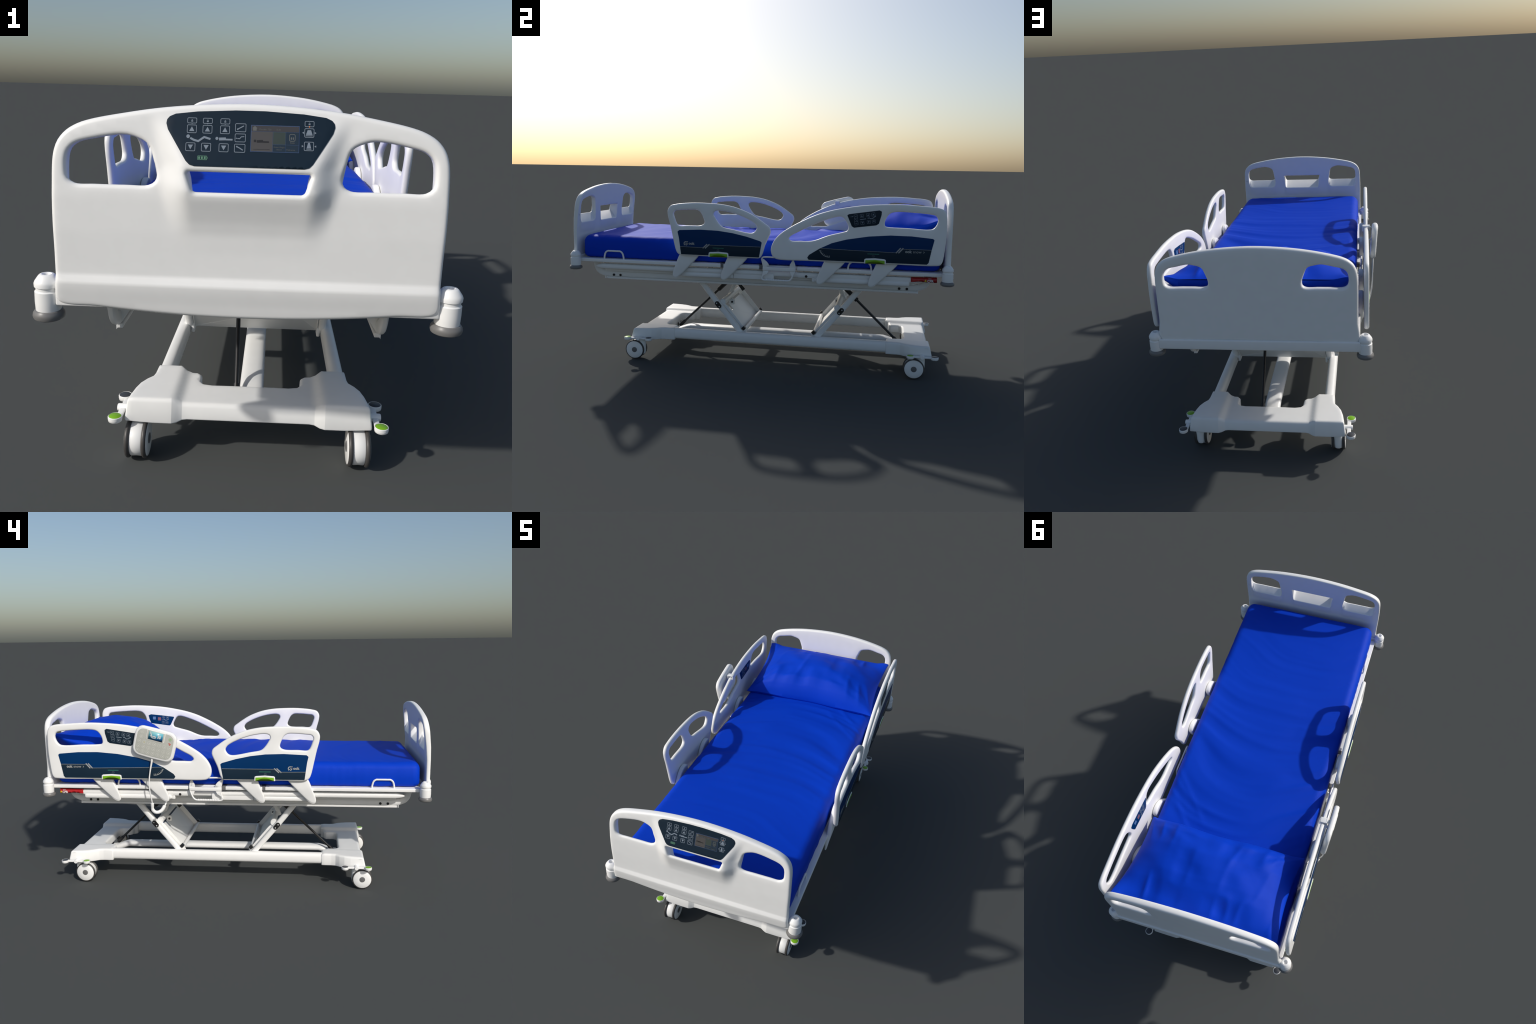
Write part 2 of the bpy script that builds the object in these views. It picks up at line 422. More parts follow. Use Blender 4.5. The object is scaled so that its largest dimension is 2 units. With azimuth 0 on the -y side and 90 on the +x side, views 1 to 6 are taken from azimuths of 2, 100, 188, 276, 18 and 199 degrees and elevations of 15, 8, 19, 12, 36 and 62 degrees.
# console face
panel_pts = [(-0.1596, 0.9123), (-0.1585, 0.9193), (-0.1537, 0.9250), (-0.1424, 0.9300), (-0.1004, 0.9352), (-0.0278, 0.9390),
             (0.0278, 0.9390), (0.1004, 0.9352), (0.1424, 0.9300), (0.1537, 0.9250), (0.1585, 0.9193), (0.1596, 0.9123), (0.1560, 0.9010),
             (0.1200, 0.8455), (0.1128, 0.8388), (0.1035, 0.8363), (-0.1035, 0.8363), (-0.1128, 0.8388), (-0.1200, 0.8455), (-0.1560, 0.9010)]
pan = round_poly(panel_pts, 0.004, 2, 0.012)
lift = lambda k: (lambda u, v: fb_front(u, v) + k)
control_panel = slab('control_panel', pan, [], end_frame, lift(0.0012), lift(-0.003), CONSOLE, r=0.0006, grid=0.012, parent=footboard)

def fprint(): return Print(end_frame, lambda u, v: float(fb_front(u, v)), 0.0014, 0.0004)
ic = fprint(); W = 0.0011
def arrow(p, c, s, up, k=0.58):
    a = s * k
    p.poly([(c[0] - a, c[1] - (a if up else -a) * 0.8), (c[0] + a, c[1] - (a if up else -a) * 0.8), (c[0], c[1] + (a if up else -a) * 0.9)])
def padlock(p, c, s):
    p.fill((c[0] - s, c[1] - s), (c[0] + s, c[1] + s * 0.3))
    p.line([(c[0] - s * 0.6, c[1] + s * 0.3), (c[0] - s * 0.5, c[1] + s * 1.1), (c[0], c[1] + s * 1.5), (c[0] + s * 0.5, c[1] + s * 1.1), (c[0] + s * 0.6, c[1] + s * 0.3)], s * 0.4)
for cx0 in (-0.1105, -0.0809, -0.0478):
    ic.box((cx0 - 0.0086, 0.9138), (cx0 + 0.0086, 0.9232), W, 0.002); padlock(ic, (cx0, 0.918), 0.0017); ic.disc((cx0, 0.9132), 0.0009, 8)
    ic.box((cx0 - 0.0086, 0.8962), (cx0 + 0.0086, 0.9103), W, 0.0018); arrow(ic, (cx0, 0.9032), 0.0085, True)
    ic.box((cx0 - 0.0099, 0.8636), (cx0 + 0.0075, 0.8780), W, 0.0018); arrow(ic, (cx0 - 0.0012, 0.8708), 0.0085, False)
for i, (a, b) in enumerate((((-0.0282, 0.915), (-0.0084, 0.9006)), ((-0.0282, 0.8966), (-0.0087, 0.8823)), ((-0.0286, 0.878), (-0.0088, 0.8636)))):
    ic.box(a, b, W, 0.0018); mx, mz = (a[0] + b[0]) / 2, (a[1] + b[1]) / 2
    if i == 1:
        ic.disc((mx - 0.0072, mz - 0.001), 0.0011, 8)
        ic.line([(mx - 0.0055, mz - 0.0012), (mx - 0.001, mz - 0.0016), (mx + 0.002, mz + 0.002), (mx + 0.0075, mz + 0.0024)], 0.0014)
    else:
        s = 1 if i == 0 else -1
        ic.disc((mx - 0.0055, mz - 0.0028 * s), 0.0015, 8)
        ic.line([(mx - 0.0045, mz - 0.0022 * s), (mx, mz + 0.0002), (mx + 0.006, mz + 0.0034 * s)], 0.0018)
def sitter(p, x, z, k=1.0, m=1):
    p.disc((x, z), 0.0034 * k, 12)
    p.line([(x + m * 0.0042 * k, z - 0.0028 * k), (x + m * 0.011 * k, z - 0.0062 * k), (x + m * 0.0195 * k, z - 0.0083 * k), (x + m * 0.0305 * k, z - 0.0006 * k), (x + m * 0.0425 * k, z - 0.0040 * k)], 0.0036 * k)
def lier(p, x, z, k=1.0, m=1):
    p.disc((x, z), 0.0028 * k, 12)
    p.line([(x + m * 0.004 * k, z - 0.0010 * k), (x + m * 0.017 * k, z - 0.0004 * k)], 0.0052 * k)
    p.line([(x + m * 0.017 * k, z - 0.0016 * k), (x + m * 0.0297 * k, z - 0.0016 * k)], 0.0030 * k)
sitter(ic, -0.1169, 0.8897); lier(ic, -0.0624, 0.8873)
# tray-width icons on the right
ic.box((0.1025, 0.9132), (0.1195, 0.9229), W, 0.002); padlock(ic, (0.111, 0.9178), 0.0017)
ic.box((0.1024, 0.8942), (0.1198, 0.9096), W, 0.002); ic.box((0.1023, 0.8701), (0.1198, 0.8855), W, 0.002)
ic.poly([(0.1048, 0.8985), (0.1172, 0.8985), (0.1142, 0.907), (0.1078, 0.907)]); ic.fill((0.1045, 0.8962), (0.1175, 0.8976))
ic.poly([(0.1068, 0.8745), (0.1152, 0.8745), (0.1126, 0.884), (0.1092, 0.884)]); ic.fill((0.1062, 0.8722), (0.1156, 0.8736))
for x, z, s in ((0.0994, 0.902, -1), (0.1228, 0.902, 1), (0.0992, 0.8779, 1), (0.123, 0.8779, -1)):
    ic.poly([(x - s * 0.0016, z - 0.002), (x - s * 0.0016, z + 0.002), (x + s * 0.0018, z)])
ic.make('panel_symbol', INK, control_panel)
p = fprint(); p.disc((0.111, 0.913), 0.0013, 10); p.make('indicator_lamp', ORANGE, control_panel)
p = fprint(); p.box((-0.0972, 0.8483), (-0.0798, 0.8550), 0.0009, 0.001); p.fill((-0.0795, 0.850), (-0.0784, 0.8535))
for x in (-0.0942, -0.0890, -0.0836): p.fill((x - 0.0017, 0.8496), (x + 0.0017, 0.8538))
p.make('battery_symbol', BATTERY, control_panel)
# display
p = fprint(); p.fill((0.0012, 0.8653), (0.0928, 0.9135)); disp = p.make('display', SCREEN_RIM, control_panel)
def dprint(k=0.0004): return Print(end_frame, lambda u, v: float(fb_front(u, v)), 0.0014 + k, 0.0003)
p = dprint(); p.fill((0.0022, 0.8664), (0.0427, 0.9018)); p.make('display_area', SCREEN_GREY, disp)
p = dprint(); p.fill((0.0022, 0.9024), (0.0918, 0.9125)); p.make('display_area', SCREEN_DARK, disp)
p = dprint(); p.fill((0.0434, 0.8796), (0.0668, 0.9018)); p.make('display_area', SCREEN_GREEN, disp)
p = dprint(); p.fill((0.0674, 0.8796), (0.0918, 0.9018)); p.fill((0.0434, 0.8664), (0.0668, 0.879)); p.fill((0.0674, 0.8664), (0.0918, 0.879)); p.make('display_area', SCREEN_BLUE, disp)
p = dprint(0.0007); p.poly([(0.0035, 0.9075), (0.0085, 0.9120), (0.0135, 0.9075)]); p.fill((0.005, 0.9032), (0.012, 0.9075))
p.text('October 12th', (0.0165, 0.9046), 0.0042); p.text('13:24', (0.048, 0.9046), 0.0042); p.text('Scale', (0.0755, 0.8818), 0.0042)
p.text('Patient Weight', (0.0450, 0.8734), 0.0034); p.text('History', (0.0500, 0.8692), 0.0034); p.text('Preferences', (0.0690, 0.8692), 0.0034)
p.box((0.0742, 0.8862), (0.0848, 0.8985), 0.0012, 0.0025); p.disc((0.0777, 0.891), 0.0012, 8, 0.0026); p.disc((0.0813, 0.891), 0.0012, 8, 0.0026)
p.make('display_text', mat('display_light', (0.11, 0.118, 0.115), 0.4), disp)
p = dprint(0.0007); lier(p, 0.0095, 0.8850, 0.88); p.line([(0.0065, 0.8700), (0.0375, 0.8700)], 0.0005); p.make('display_text', BLACK, disp)

# ================================================================== HEADBOARD
hb_arc = [(0.385, 0.575), (0.386, 0.66), (0.3865, 0.73), (0.3865, 0.80), (0.385, 0.835), (0.380, 0.862), (0.370, 0.883), (0.353, 0.899),
          (0.328, 0.911), (0.30, 0.919), (0.243, 0.9315), (0.178, 0.942), (0.105, 0.9495), (0.03, 0.9535)]
hb_outline = smooth_closed(hb_arc + [(-x, z) for x, z in reversed(hb_arc)] + [(-0.2, 0.574), (0, 0.574), (0.2, 0.574)], 0.009)
hgrip = [(0.1785, 0.817), (0.187, 0.845), (0.2005, 0.872), (0.23, 0.882), (0.2515, 0.885), (0.2975, 0.876), (0.332, 0.867), (0.3475, 0.850),
         (0.3515, 0.822), (0.347, 0.803), (0.334, 0.794), (0.28, 0.793), (0.24, 0.793), (0.194, 0.793), (0.181, 0.800)]
slab('headboard', hb_outline, [smooth_closed(hgrip, 0.007), smooth_closed([(-x, z) for x, z in reversed(hgrip)], 0.007)],
     head_frame, const(0.9825), const(0.954), WHITE, r=0.011, grid=0.03)
b = Bag(); rounded_box(b, (-0.395, 0.953, 0.536), (0.395, 0.989, 0.577), 0.005); b.make('head_crossbar', WHITE_METAL)
b = Bag(); rounded_box(b, (-0.39, -0.970, 0.540), (0.39, -0.945, 0.572), 0.004); b.make('foot_crossbar', WHITE_METAL)

# ================================================================== CORNER BUMPERS
bag = Bag()
revolve(bag, [(0.0255, 0.524), (0.0262, 0.53), (0.0268, 0.545), (0.0264, 0.566), (0.0238, 0.5685), (0.0238, 0.5745), (0.0266, 0.5765), (0.0270, 0.5835),
              (0.0250, 0.5885), (0.0175, 0.5990), (0.0145, 0.6015), (0.0105, 0.602), (0.0085, 0.6000), (0.0075, 0.592), (0.0, 0.591)], (0, 0, 0))
bump0 = bag.make('corner_bumper', WHITE, angle=42); ring = Bag()
revolve(ring, [(0.018, 0.5055), (0.026, 0.505), (0.0312, 0.508), (0.0332, 0.514), (0.0322, 0.520), (0.0285, 0.525), (0.022, 0.527)], (0, 0, 0))
ring0 = ring.make('bumper_ring', RING, bump0)
spots = [(s * 0.4115, y) for s in (-1, 1) for y in (0.967, -0.950)]
bump0.location = (spots[0][0], spots[0][1], 0)
for s in spots[1:]:
    o = place(bump0, 'corner_bumper', loc=(s[0], s[1], 0)); place(ring0, 'bumper_ring', o)

# ================================================================== MATTRESS DECK AND FRAME
deck = Bag()
for y0, y1 in ((0.236, 0.950), (-0.145, 0.043), (-0.935, -0.160)):
    rounded_box(deck, (-0.392, y0, 0.5435), (0.392, y1, 0.561), 0.003)
rounded_box(deck, (-0.36, 0.04, 0.5445), (0.36, 0.24, 0.560), 0.003)
for s in (-1, 1):
    for y0, y1 in ((-0.162, -0.143), (0.041, 0.058)): pass
deck = deck.make('mattress_deck', WHITE_METAL)
hin = Bag()
for s in (-1, 1):
    for y0, y1 in ((-0.1635, -0.1415), (0.039, 0.062)):
        x0, x1 = sorted((s * 0.34, s * 0.388)); rounded_box(hin, (x0, y0, 0.541), (x1, y1, 0.5635), 0.002)
hin.make('deck_hinge', GREY)
fr = Bag()
for s in (-1, 1):
    # lower side tube with up-turned ends, flange under it, upper tube
    X = s * 0.2965
    tube(fr, bezier_path([(X, -0.886, 0.548), (X, -0.884, 0.515), (X, -0.868, 0.484), (X, -0.83, 0.469), (X, -0.78, 0.468)])
         + [np.array((X, y, 0.468)) for y in (-0.4, 0.0, 0.4)]
         + bezier_path([(X, 0.78, 0.468), (X, 0.83, 0.469), (X, 0.868, 0.484), (X, 0.884, 0.515), (X, 0.886, 0.548)]), (0.0175, 0.0092), 16, power=2.6, up=(1, 0, 0))
    x0, x1 = sorted((s * 0.288, s * 0.303)); rounded_box(fr, (x0, -0.830, 0.4395), (x1, 0.838, 0.4505), 0.002)
    x0, x1 = sorted((s * 0.283, s * 0.330)); rounded_box(fr, (x0, -0.82, 0.486), (x1, 0.82, 0.499), 0.002)
    tube(fr, [(s * 0.3605, -0.857, 0.5165), (s * 0.3605, -0.845, 0.5175), (s * 0.3605, -0.815, 0.5185), (s * 0.3605, 0.815, 0.5185), (s * 0.3605, 0.845, 0.5175), (s * 0.3605, 0.857, 0.5165)],
         [(0.003, 0.004), (0.009, 0.009), (0.014, 0.0152), (0.014, 0.0152), (0.009, 0.009), (0.003, 0.004)], 16, power=2.4)
    for y in (-0.836, 0.838):                                 # end gussets
        v, f = slab_mesh(np.array([(s * 0.301, 0.4395), (s * 0.301, 0.505), (s * 0.258, 0.505)]), [], (lambda u, v, h, y=y: (u, y + h, v)), const(0.003), const(-0.003), 0.001); fr.put(v, f)
for y in (-0.30, 0.0, 0.25, 0.55): rounded_box(fr, (-0.285, y - 0.018, 0.462), (0.285, y + 0.018, 0.492), 0.004)
for y in (-0.88, 0.88): rounded_box(fr, (-0.31, y - 0.012, 0.518), (0.31, y + 0.012, 0.543), 0.004)
fr.make('under_frame', WHITE_METAL)
bx = Bag()
for s in (-1, 1):
    def sb(y0, y1, z0, z1, xa, xb, r=0.004):
        x0, x1 = sorted((s * xa, s * xb)); rounded_box(bx, (x0, y0, z0), (x1, y1, z1), r)
    sb(0.320, 0.796, 0.505, 0.532, 0.345, 0.374); sb(0.325, 0.793, 0.485, 0.513, 0.340, 0.3775, 0.011)
    sb(0.310, 0.328, 0.486, 0.512, 0.345, 0.372)
    sb(0.238, 0.330, 0.505, 0.532, 0.345, 0.373); sb(0.062, 0.240, 0.504, 0.520, 0.340, 0.362)
    sb(0.066, 0.1165, 0.489, 0.521, 0.345, 0.380)
    sb(-0.097, 0.068, 0.485, 0.531, 0.345, 0.372)
    sb(-0.41, -0.095, 0.505, 0.531, 0.345, 0.369); sb(-0.405, -0.097, 0.482, 0.509, 0.340, 0.374, 0.011)
bx.make('side_housing', WHITE_METAL)
bo = Bag()
for s in (-1, 1):
    for y, z, x in ((-0.745, 0.462, 0.3055), (-0.783, 0.462, 0.3055), (0.784, 0.462, 0.3055), (0.746, 0.462, 0.3055), (0.159, 0.513, 0.3615), (0.282, 0.514, 0.3725)):
        revolve(bo, [(0.0066, 0), (0.0066, 0.003), (0.005, 0.0042), (0, 0.0042)] if s > 0 else [(0, -0.0042), (0.005, -0.0042), (0.0066, -0.003), (0.0066, 0)], (s * x, y, z), 'x', 14)
bo.make('frame_bolt', BLACK)

# small grab loops on the deck edge
lp = Bag()
for y0, y1, zt in ((-0.803, -0.694, 0.603), (0.490, 0.605, 0.598)):
    h = [(y0, 0.556), (y0 + 0.001, 0.573), (y0 + 0.007, zt - 0.010), (y0 + 0.018, zt - 0.001), (y0 + 0.03, zt), (y1 - 0.03, zt), (y1 - 0.018, zt - 0.001), (y1 - 0.007, zt - 0.010), (y1 - 0.001, 0.573), (y1, 0.556)]
    tube(lp, bezier_path([(0.377, y, z) for y, z in h], 0.005), 0.0046, 10, up=(1, 0, 0))
loop0 = lp.make('grab_loop', WHITE_METAL)
lm = Bag(); lm.put([(-x, y, z) for x, y, z in [tuple(v.co) for v in loop0.data.vertices]], [tuple(reversed(p.vertices)) for p in loop0.data.polygons])
lm.make('grab_loop', WHITE_METAL)

# accessory hook frame between the rails
for s in (-1, 1):
    hk = Bag()
    ring_pts = smooth_closed([(0.125, 0.607), (0.075, 0.607), (0.060, 0.604), (0.0565, 0.597), (0.061, 0.580), (0.0665, 0.556), (0.067, 0.535), (0.062, 0.512), (0.0575, 0.497), (0.064, 0.4905),
                              (0.10, 0.490), (0.16, 0.490), (0.196, 0.491), (0.208, 0.500), (0.217, 0.518), (0.2255, 0.545), (0.225, 0.568), (0.218, 0.590), (0.212, 0.603), (0.20, 0.607), (0.16, 0.607)], 0.006)
    tube(hk, [(s * 0.395, y, z) for y, z in ring_pts], 0.0042, 8, closed=True, up=(1, 0, 0))
    x0, x1 = sorted((s * 0.385, s * 0.401)); rounded_box(hk, (x0, 0.062, 0.539), (x1, 0.228, 0.5575), 0.003)
    for web in ([(0.0665, 0.5575), (0.095, 0.5575), (0.092, 0.572), (0.083, 0.584), (0.066, 0.597), (0.060, 0.596)], [(0.226, 0.5575), (0.198, 0.5575), (0.201, 0.574), (0.208, 0.586), (0.214, 0.598), (0.220, 0.585)],
                [(0.0665, 0.5385), (0.095, 0.5385), (0.085, 0.522), (0.066, 0.510), (0.062, 0.513)], [(0.2255, 0.5385), (0.200, 0.5385), (0.207, 0.520), (0.216, 0.513)]):
        v, f = slab_mesh(round_poly(web, 0.003, 2), [], side_frame(s), const(0.3985), const(0.3915), 0.0015); hk.put(v, f)
    for k in range(9):
        revolve(hk, [(0, -0.004), (0.0058, -0.0035), (0.0058, 0.0035), (0, 0.004)], (s * 0.395, 0.082 + k * 0.0125, 0.490), 'y', 8)
    hk.make('accessory_hook', WHITE_METAL)

# emergency release levers
for s in (-1, 1):
    lev = slab('release_lever', round_poly([(0.798, 0.534), (0.922, 0.537), (0.923, 0.512), (0.885, 0.511), (0.860, 0.5135), (0.835, 0.5145), (0.815, 0.512), (0.798, 0.511)], 0.002, 2),
               [], side_frame(s), lambda u, v: 0.379 - 0.004 * np.exp(-((u - 0.85) / 0.018) ** 2), const(0.355), RED, r=0.003, grid=0.008)
    p = Print(side_frame(s), 0.379, 0.0003, 0.0004); p.flipu = s < 0
    p.text('CPR', (0.876, 0.5135) if s > 0 else (0.909, 0.5135), 0.017, sx=0.95, right=(s, 0), bold=0.0006)
    p.text('HEAD', (0.880, 0.529) if s > 0 else (0.905, 0.529), 0.006, right=(s, 0)); p.make('lever_text', PRINT_WHITE, lev)
    p = Print(side_frame(s), 0.379, 0.0003, 0.0004); c = 0.868 if s > 0 else 0.9155
    p.poly([(c - 0.0055, 0.5165), (c + 0.0055, 0.5165), (c, 0.527)]); p.make('warning_sign', YELLOW, lev)

# ================================================================== SIDE RAILS
head_rail = [(0.895, 0.600), (0.928, 0.605), (0.938, 0.620), (0.946, 0.675), (0.951, 0.742), (0.9505, 0.800), (0.9475, 0.844), (0.935, 0.868), (0.912, 0.878), (0.830, 0.886),
             (0.744, 0.8905), (0.660, 0.889), (0.560, 0.882), (0.474, 0.869), (0.400, 0.853), (0.340, 0.834), (0.285, 0.810), (0.220, 0.776), (0.158, 0.735), (0.124, 0.698), (0.1085, 0.664), (0.107, 0.640),
             (0.1145, 0.618), (0.131, 0.6045), (0.155, 0.600), (0.3, 0.600), (0.5, 0.600), (0.7, 0.600)]
hr_hole_a = [(0.908, 0.822), (0.898, 0.840), (0.878, 0.8455), (0.802, 0.852), (0.715, 0.854), (0.687, 0.847), (0.669, 0.826), (0.661, 0.799), (0.664, 0.7845), (0.680, 0.7805), (0.770, 0.778), (0.864, 0.774), (0.888, 0.779), (0.904, 0.800)]
hr_hole_b = [(0.300, 0.772), (0.366, 0.801), (0.440, 0.8235), (0.461, 0.820), (0.478, 0.797), (0.488, 0.772), (0.483, 0.7575), (0.462, 0.7495), (0.391, 0.730), (0.330, 0.706), (0.300, 0.699), (0.254, 0.698), (0.206, 0.699), (0.197, 0.709), (0.205, 0.7205), (0.250, 0.746)]
foot_rail = [(0.050, 0.604), (0.063, 0.622), (0.077, 0.669), (0.094, 0.708), (0.1045, 0.736), (0.099, 0.759), (0.077, 0.777), (0.040, 0.803), (-0.001, 0.827), (-0.074, 0.855), (-0.147, 0.869), (-0.237, 0.874), (-0.309, 0.873), (-0.385, 0.865),
             (-0.418, 0.855), (-0.432, 0.832), (-0.431, 0.805), (-0.418, 0.754), (-0.404, 0.690), (-0.391, 0.634), (-0.382, 0.614), (-0.364, 0.6035), (-0.25, 0.602), (-0.1, 0.602), (0.02, 0.602)]
fr_hole_a = [(0.034, 0.757), (0.026, 0.774), (0.0, 0.792), (-0.056, 0.816), (-0.111, 0.831), (-0.165, 0.8365), (-0.184, 0.831), (-0.189, 0.819), (-0.183, 0.804), (-0.161, 0.771), (-0.143, 0.7555), (-0.091, 0.7445), (0.001, 0.729), (0.021, 0.735)]
fr_hole_b = [(-0.237, 0.777), (-0.244, 0.801), (-0.259, 0.827), (-0.277, 0.8375), (-0.309, 0.8385), (-0.363, 0.8345), (-0.392, 0.830), (-0.400, 0.818), (-0.395, 0.794), (-0.382, 0.763), (-0.372, 0.7555), (-0.327, 0.757), (-0.259, 0.759), (-0.242, 0.767)]
RO, RI = 0.4265, 0.4070
hr_blue = [(0.896, 0.726), (0.889, 0.732), (0.790, 0.7405), (0.690, 0.7415), (0.588, 0.733), (0.481, 0.7145), (0.410, 0.694), (0.357, 0.668), (0.300, 0.632), (0.291, 0.618), (0.298, 0.6075), (0.60, 0.6075), (0.866, 0.6075), (0.874, 0.616), (0.885, 0.676)]
hr_dark = [(0.885, 0.677), (0.755, 0.677), (0.728, 0.659), (0.50, 0.663), (0.353, 0.6665), (0.300, 0.632), (0.291, 0.618), (0.298, 0.6075), (0.60, 0.6075), (0.866, 0.6075), (0.874, 0.616)]
fr_blue = [(0.061, 0.684), (0.053, 0.6905), (-0.017, 0.711), (-0.091, 0.7265), (-0.164, 0.7355), (-0.255, 0.7385), (-0.368, 0.733), (-0.378, 0.725), (-0.371, 0.695), (-0.359, 0.6085), (0.048, 0.6085)]
fr_dark = [(0.0545, 0.661), (-0.211, 0.661), (-0.239, 0.6465), (-0.3645, 0.648), (-0.359, 0.6085), (0.048, 0.6085)]
panel_o = [(0.481, 0.833), (0.489, 0.8385), (0.634, 0.8605), (0.645, 0.855), (0.644, 0.838), (0.633, 0.796), (0.621, 0.788), (0.515, 0.7735), (0.504, 0.780)]
panel_i = [(0.645, 0.829), (0.629, 0.835), (0.560, 0.8285), (0.479, 0.819), (0.504, 0.769), (0.512, 0.764), (0.629, 0.779), (0.640, 0.806)]
arm = [(0.122, 0.600), (0.135, 0.640), (0.133, 0.662), (0.112, 0.674), (0.085, 0.672), (0.058, 0.655), (0.038, 0.630), (0.017, 0.596), (-0.004, 0.545), (-0.019, 0.504), (-0.0185, 0.486), (-0.0045, 0.479), (0.012, 0.486), (0.032, 0.502), (0.080, 0.552)]

def dec(pts, r=0.004): return round_poly(pts, r, 3, 0.02)
for s in (-1, 1):
    F = side_frame(s)
    hr = slab('side_rail', smooth_closed(head_rail, 0.009), [smooth_closed(hr_hole_a, 0.007), smooth_closed(hr_hole_b, 0.007)], F, const(RO), const(RI), WHITE, r=0.0085, grid=0.03)
    frl = slab('side_rail', smooth_closed(foot_rail, 0.009), [smooth_closed(fr_hole_a, 0.007), smooth_closed(fr_hole_b, 0.007)], F, const(RO), const(RI), WHITE, r=0.0085, grid=0.03)
    for rail, blue, dark in ((hr, hr_blue, hr_dark), (frl, fr_blue, fr_dark)):
        slab('rail_decal', dec(blue), [], F, RO + 0.0012, RO - 0.003, NAVY, r=0.0006, parent=rail)
        slab('rail_decal', dec(dark, 0.0035), [], F, RO + 0.0017, RO - 0.002, SLATE, r=0.0004, parent=rail)
    # release grip in the lower edge of each rail
    for rail, yc, z0 in ((hr, 0.6215, 0.600), (frl, -0.161, 0.6005)):
        cup = slab('grip_frame', round_poly([(yc - 0.053, z0), (yc + 0.053, z0), (yc + 0.051, z0 + 0.022), (yc + 0.044, z0 + 0.0255), (yc, z0 + 0.0285), (yc - 0.044, z0 + 0.0255), (yc - 0.051, z0 + 0.022)], 0.004, 3),
                   [], F, RO + 0.0042, RO - 0.004, WHITE, r=0.002, parent=rail)
        slab('release_grip', round_poly([(yc - 0.0465, z0 + 0.002), (yc + 0.0465, z0 + 0.002), (yc + 0.046, z0 + 0.018), (yc, z0 + 0.0205), (yc - 0.046, z0 + 0.018)], 0.002, 3),
             [], F, RO + 0.0052, RO - 0.002, GREEN, r=0.001, parent=rail)
    # hinge arms
    for rail, y0 in ((hr, 0.611), (hr, 0.355), (frl, -0.139), (frl, -0.397)):
        slab('rail_arm', smooth_closed([(y + y0, z) for y, z in arm], 0.008), [], F, lambda u, v: 0.4055 - 0.010 * sstep(0.57, 0.48, v), lambda u, v: 0.383 + 0.004 * sstep(0.57, 0.48, v), WHITE, r=0.007, grid=0.015, parent=rail)
    # printing on the rails
    P = Print(F, RO, 0.0019, 0.0004); P.flipu = s < 0
    P.line([(0.884, 0.678), (0.752, 0.678)], 0.0013); P.line([(0.725, 0.659), (0.50, 0.663), (0.357, 0.667)], 0.0013)
    for k in (0, 0.012): P.line([(0.753 - k, 0.6825), (0.731 - k, 0.6575)], 0.0055)
    if s > 0:
        P.text('ook', (0.7625, 0.6605), 0.0185, sx=1.0, right=(1, 0), bold=0.0008); P.text('snow', (0.7985, 0.6605), 0.0185, sx=1.02, right=(1, 0))
        P.line([(0.8475, 0.6695), (0.8525, 0.6655), (0.8475, 0.6615)], 0.0016)
    else:
        P.text('ook', (0.855, 0.6605), 0.0185, sx=1.0, right=(-1, 0), bold=0.0008); P.text('snow', (0.819, 0.6605), 0.0185, sx=1.02, right=(-1, 0))
        P.line([(0.7695, 0.6695), (0.7645, 0.6655), (0.7695, 0.6615)], 0.0016)
    cyc, czc, rad = 0.398, 0.674, 0.049      # angle gauge
    arc = [(cyc + rad * math.cos(math.radians(a)), czc + rad * math.sin(math.radians(a))) for a in range(200, 276, 5)]
    P.line(arc, 0.0032)
    for a in (203, 215, 227, 239, 251, 263, 273):
        P.line([(cyc + q * math.cos(math.radians(a)), czc + q * math.sin(math.radians(a))) for q in (rad, rad - 0.008)], 0.0018)
    P.make('rail_print', INK_SOFT, hr)
    P = Print(F, RO, 0.0019, 0.0004); P.line([(0.584, 0.6485), (0.640, 0.6485)], 0.003); P.make('rail_print', INK_GREEN, hr)
    P = Print(F, RO, 0.0019, 0.0003); P.box((0.607, 0.633), (0.618, 0.642), 0.0011, 0.003); P.disc((0.6125, 0.6375), 0.0015, 8); P.box((-0.1585, 0.6315), (-0.1695, 0.6405), 0.0011, 0.003); P.disc((-0.164, 0.636), 0.0015, 8); P.make('lock_symbol', mat('dim_print', (0.10, 0.13, 0.15), 0.5), hr)
    P = Print(F, RO, 0.0019, 0.0004); P.flipu = s < 0
    P.line([(0.054, 0.6615), (-0.211, 0.6615)], 0.0013); P.line([(-0.236, 0.647), (-0.364, 0.6485)], 0.0013)
    for k in (0, 0.012): P.line([(-0.2085 - k, 0.6655), (-0.232 - k, 0.644)], 0.0055)
    # round emblem and lettering
    if s > 0: e0, d = -0.345, 1
    else: e0, d = -0.276, -1
    ec = (e0 + d * 0.0115, 0.6655)
    P.line([(ec[0] + d * 0.0090 * math.cos(math.radians(a)), ec[1] + 0.0090 * math.sin(math.radians(a))) for a in range(75, 216, 20)], 0.0046)
    P.line([(ec[0] + d * 0.0085 * math.cos(math.radians(a)), ec[1] + 0.0085 * math.sin(math.radians(a))) for a in range(-90, 31, 20)], 0.0046)
    P.fill((ec[0] - 0.0015, ec[1] - 0.001), (ec[0] + d * 0.010, ec[1] + 0.0035)); P.line([(ec[0] - d * 0.009, ec[1] - 0.009), (ec[0] - d * 0.001, ec[1] - 0.0035)], 0.0032)
    P.fill((ec[0] + 0.002 * d, ec[1] + 0.0075), (ec[0] + 0.0055 * d, ec[1] + 0.0115)); P.fill((ec[0] + 0.0075 * d, ec[1] + 0.0075), (ec[0] + 0.0115 * d, ec[1] + 0.0115))
    P.text('ook', (e0 + d * 0.0268, 0.6605), 0.0185, sx=1.0, right=(d, 0), bold=0.0008)
    P.make('rail_print', INK_SOFT, frl)
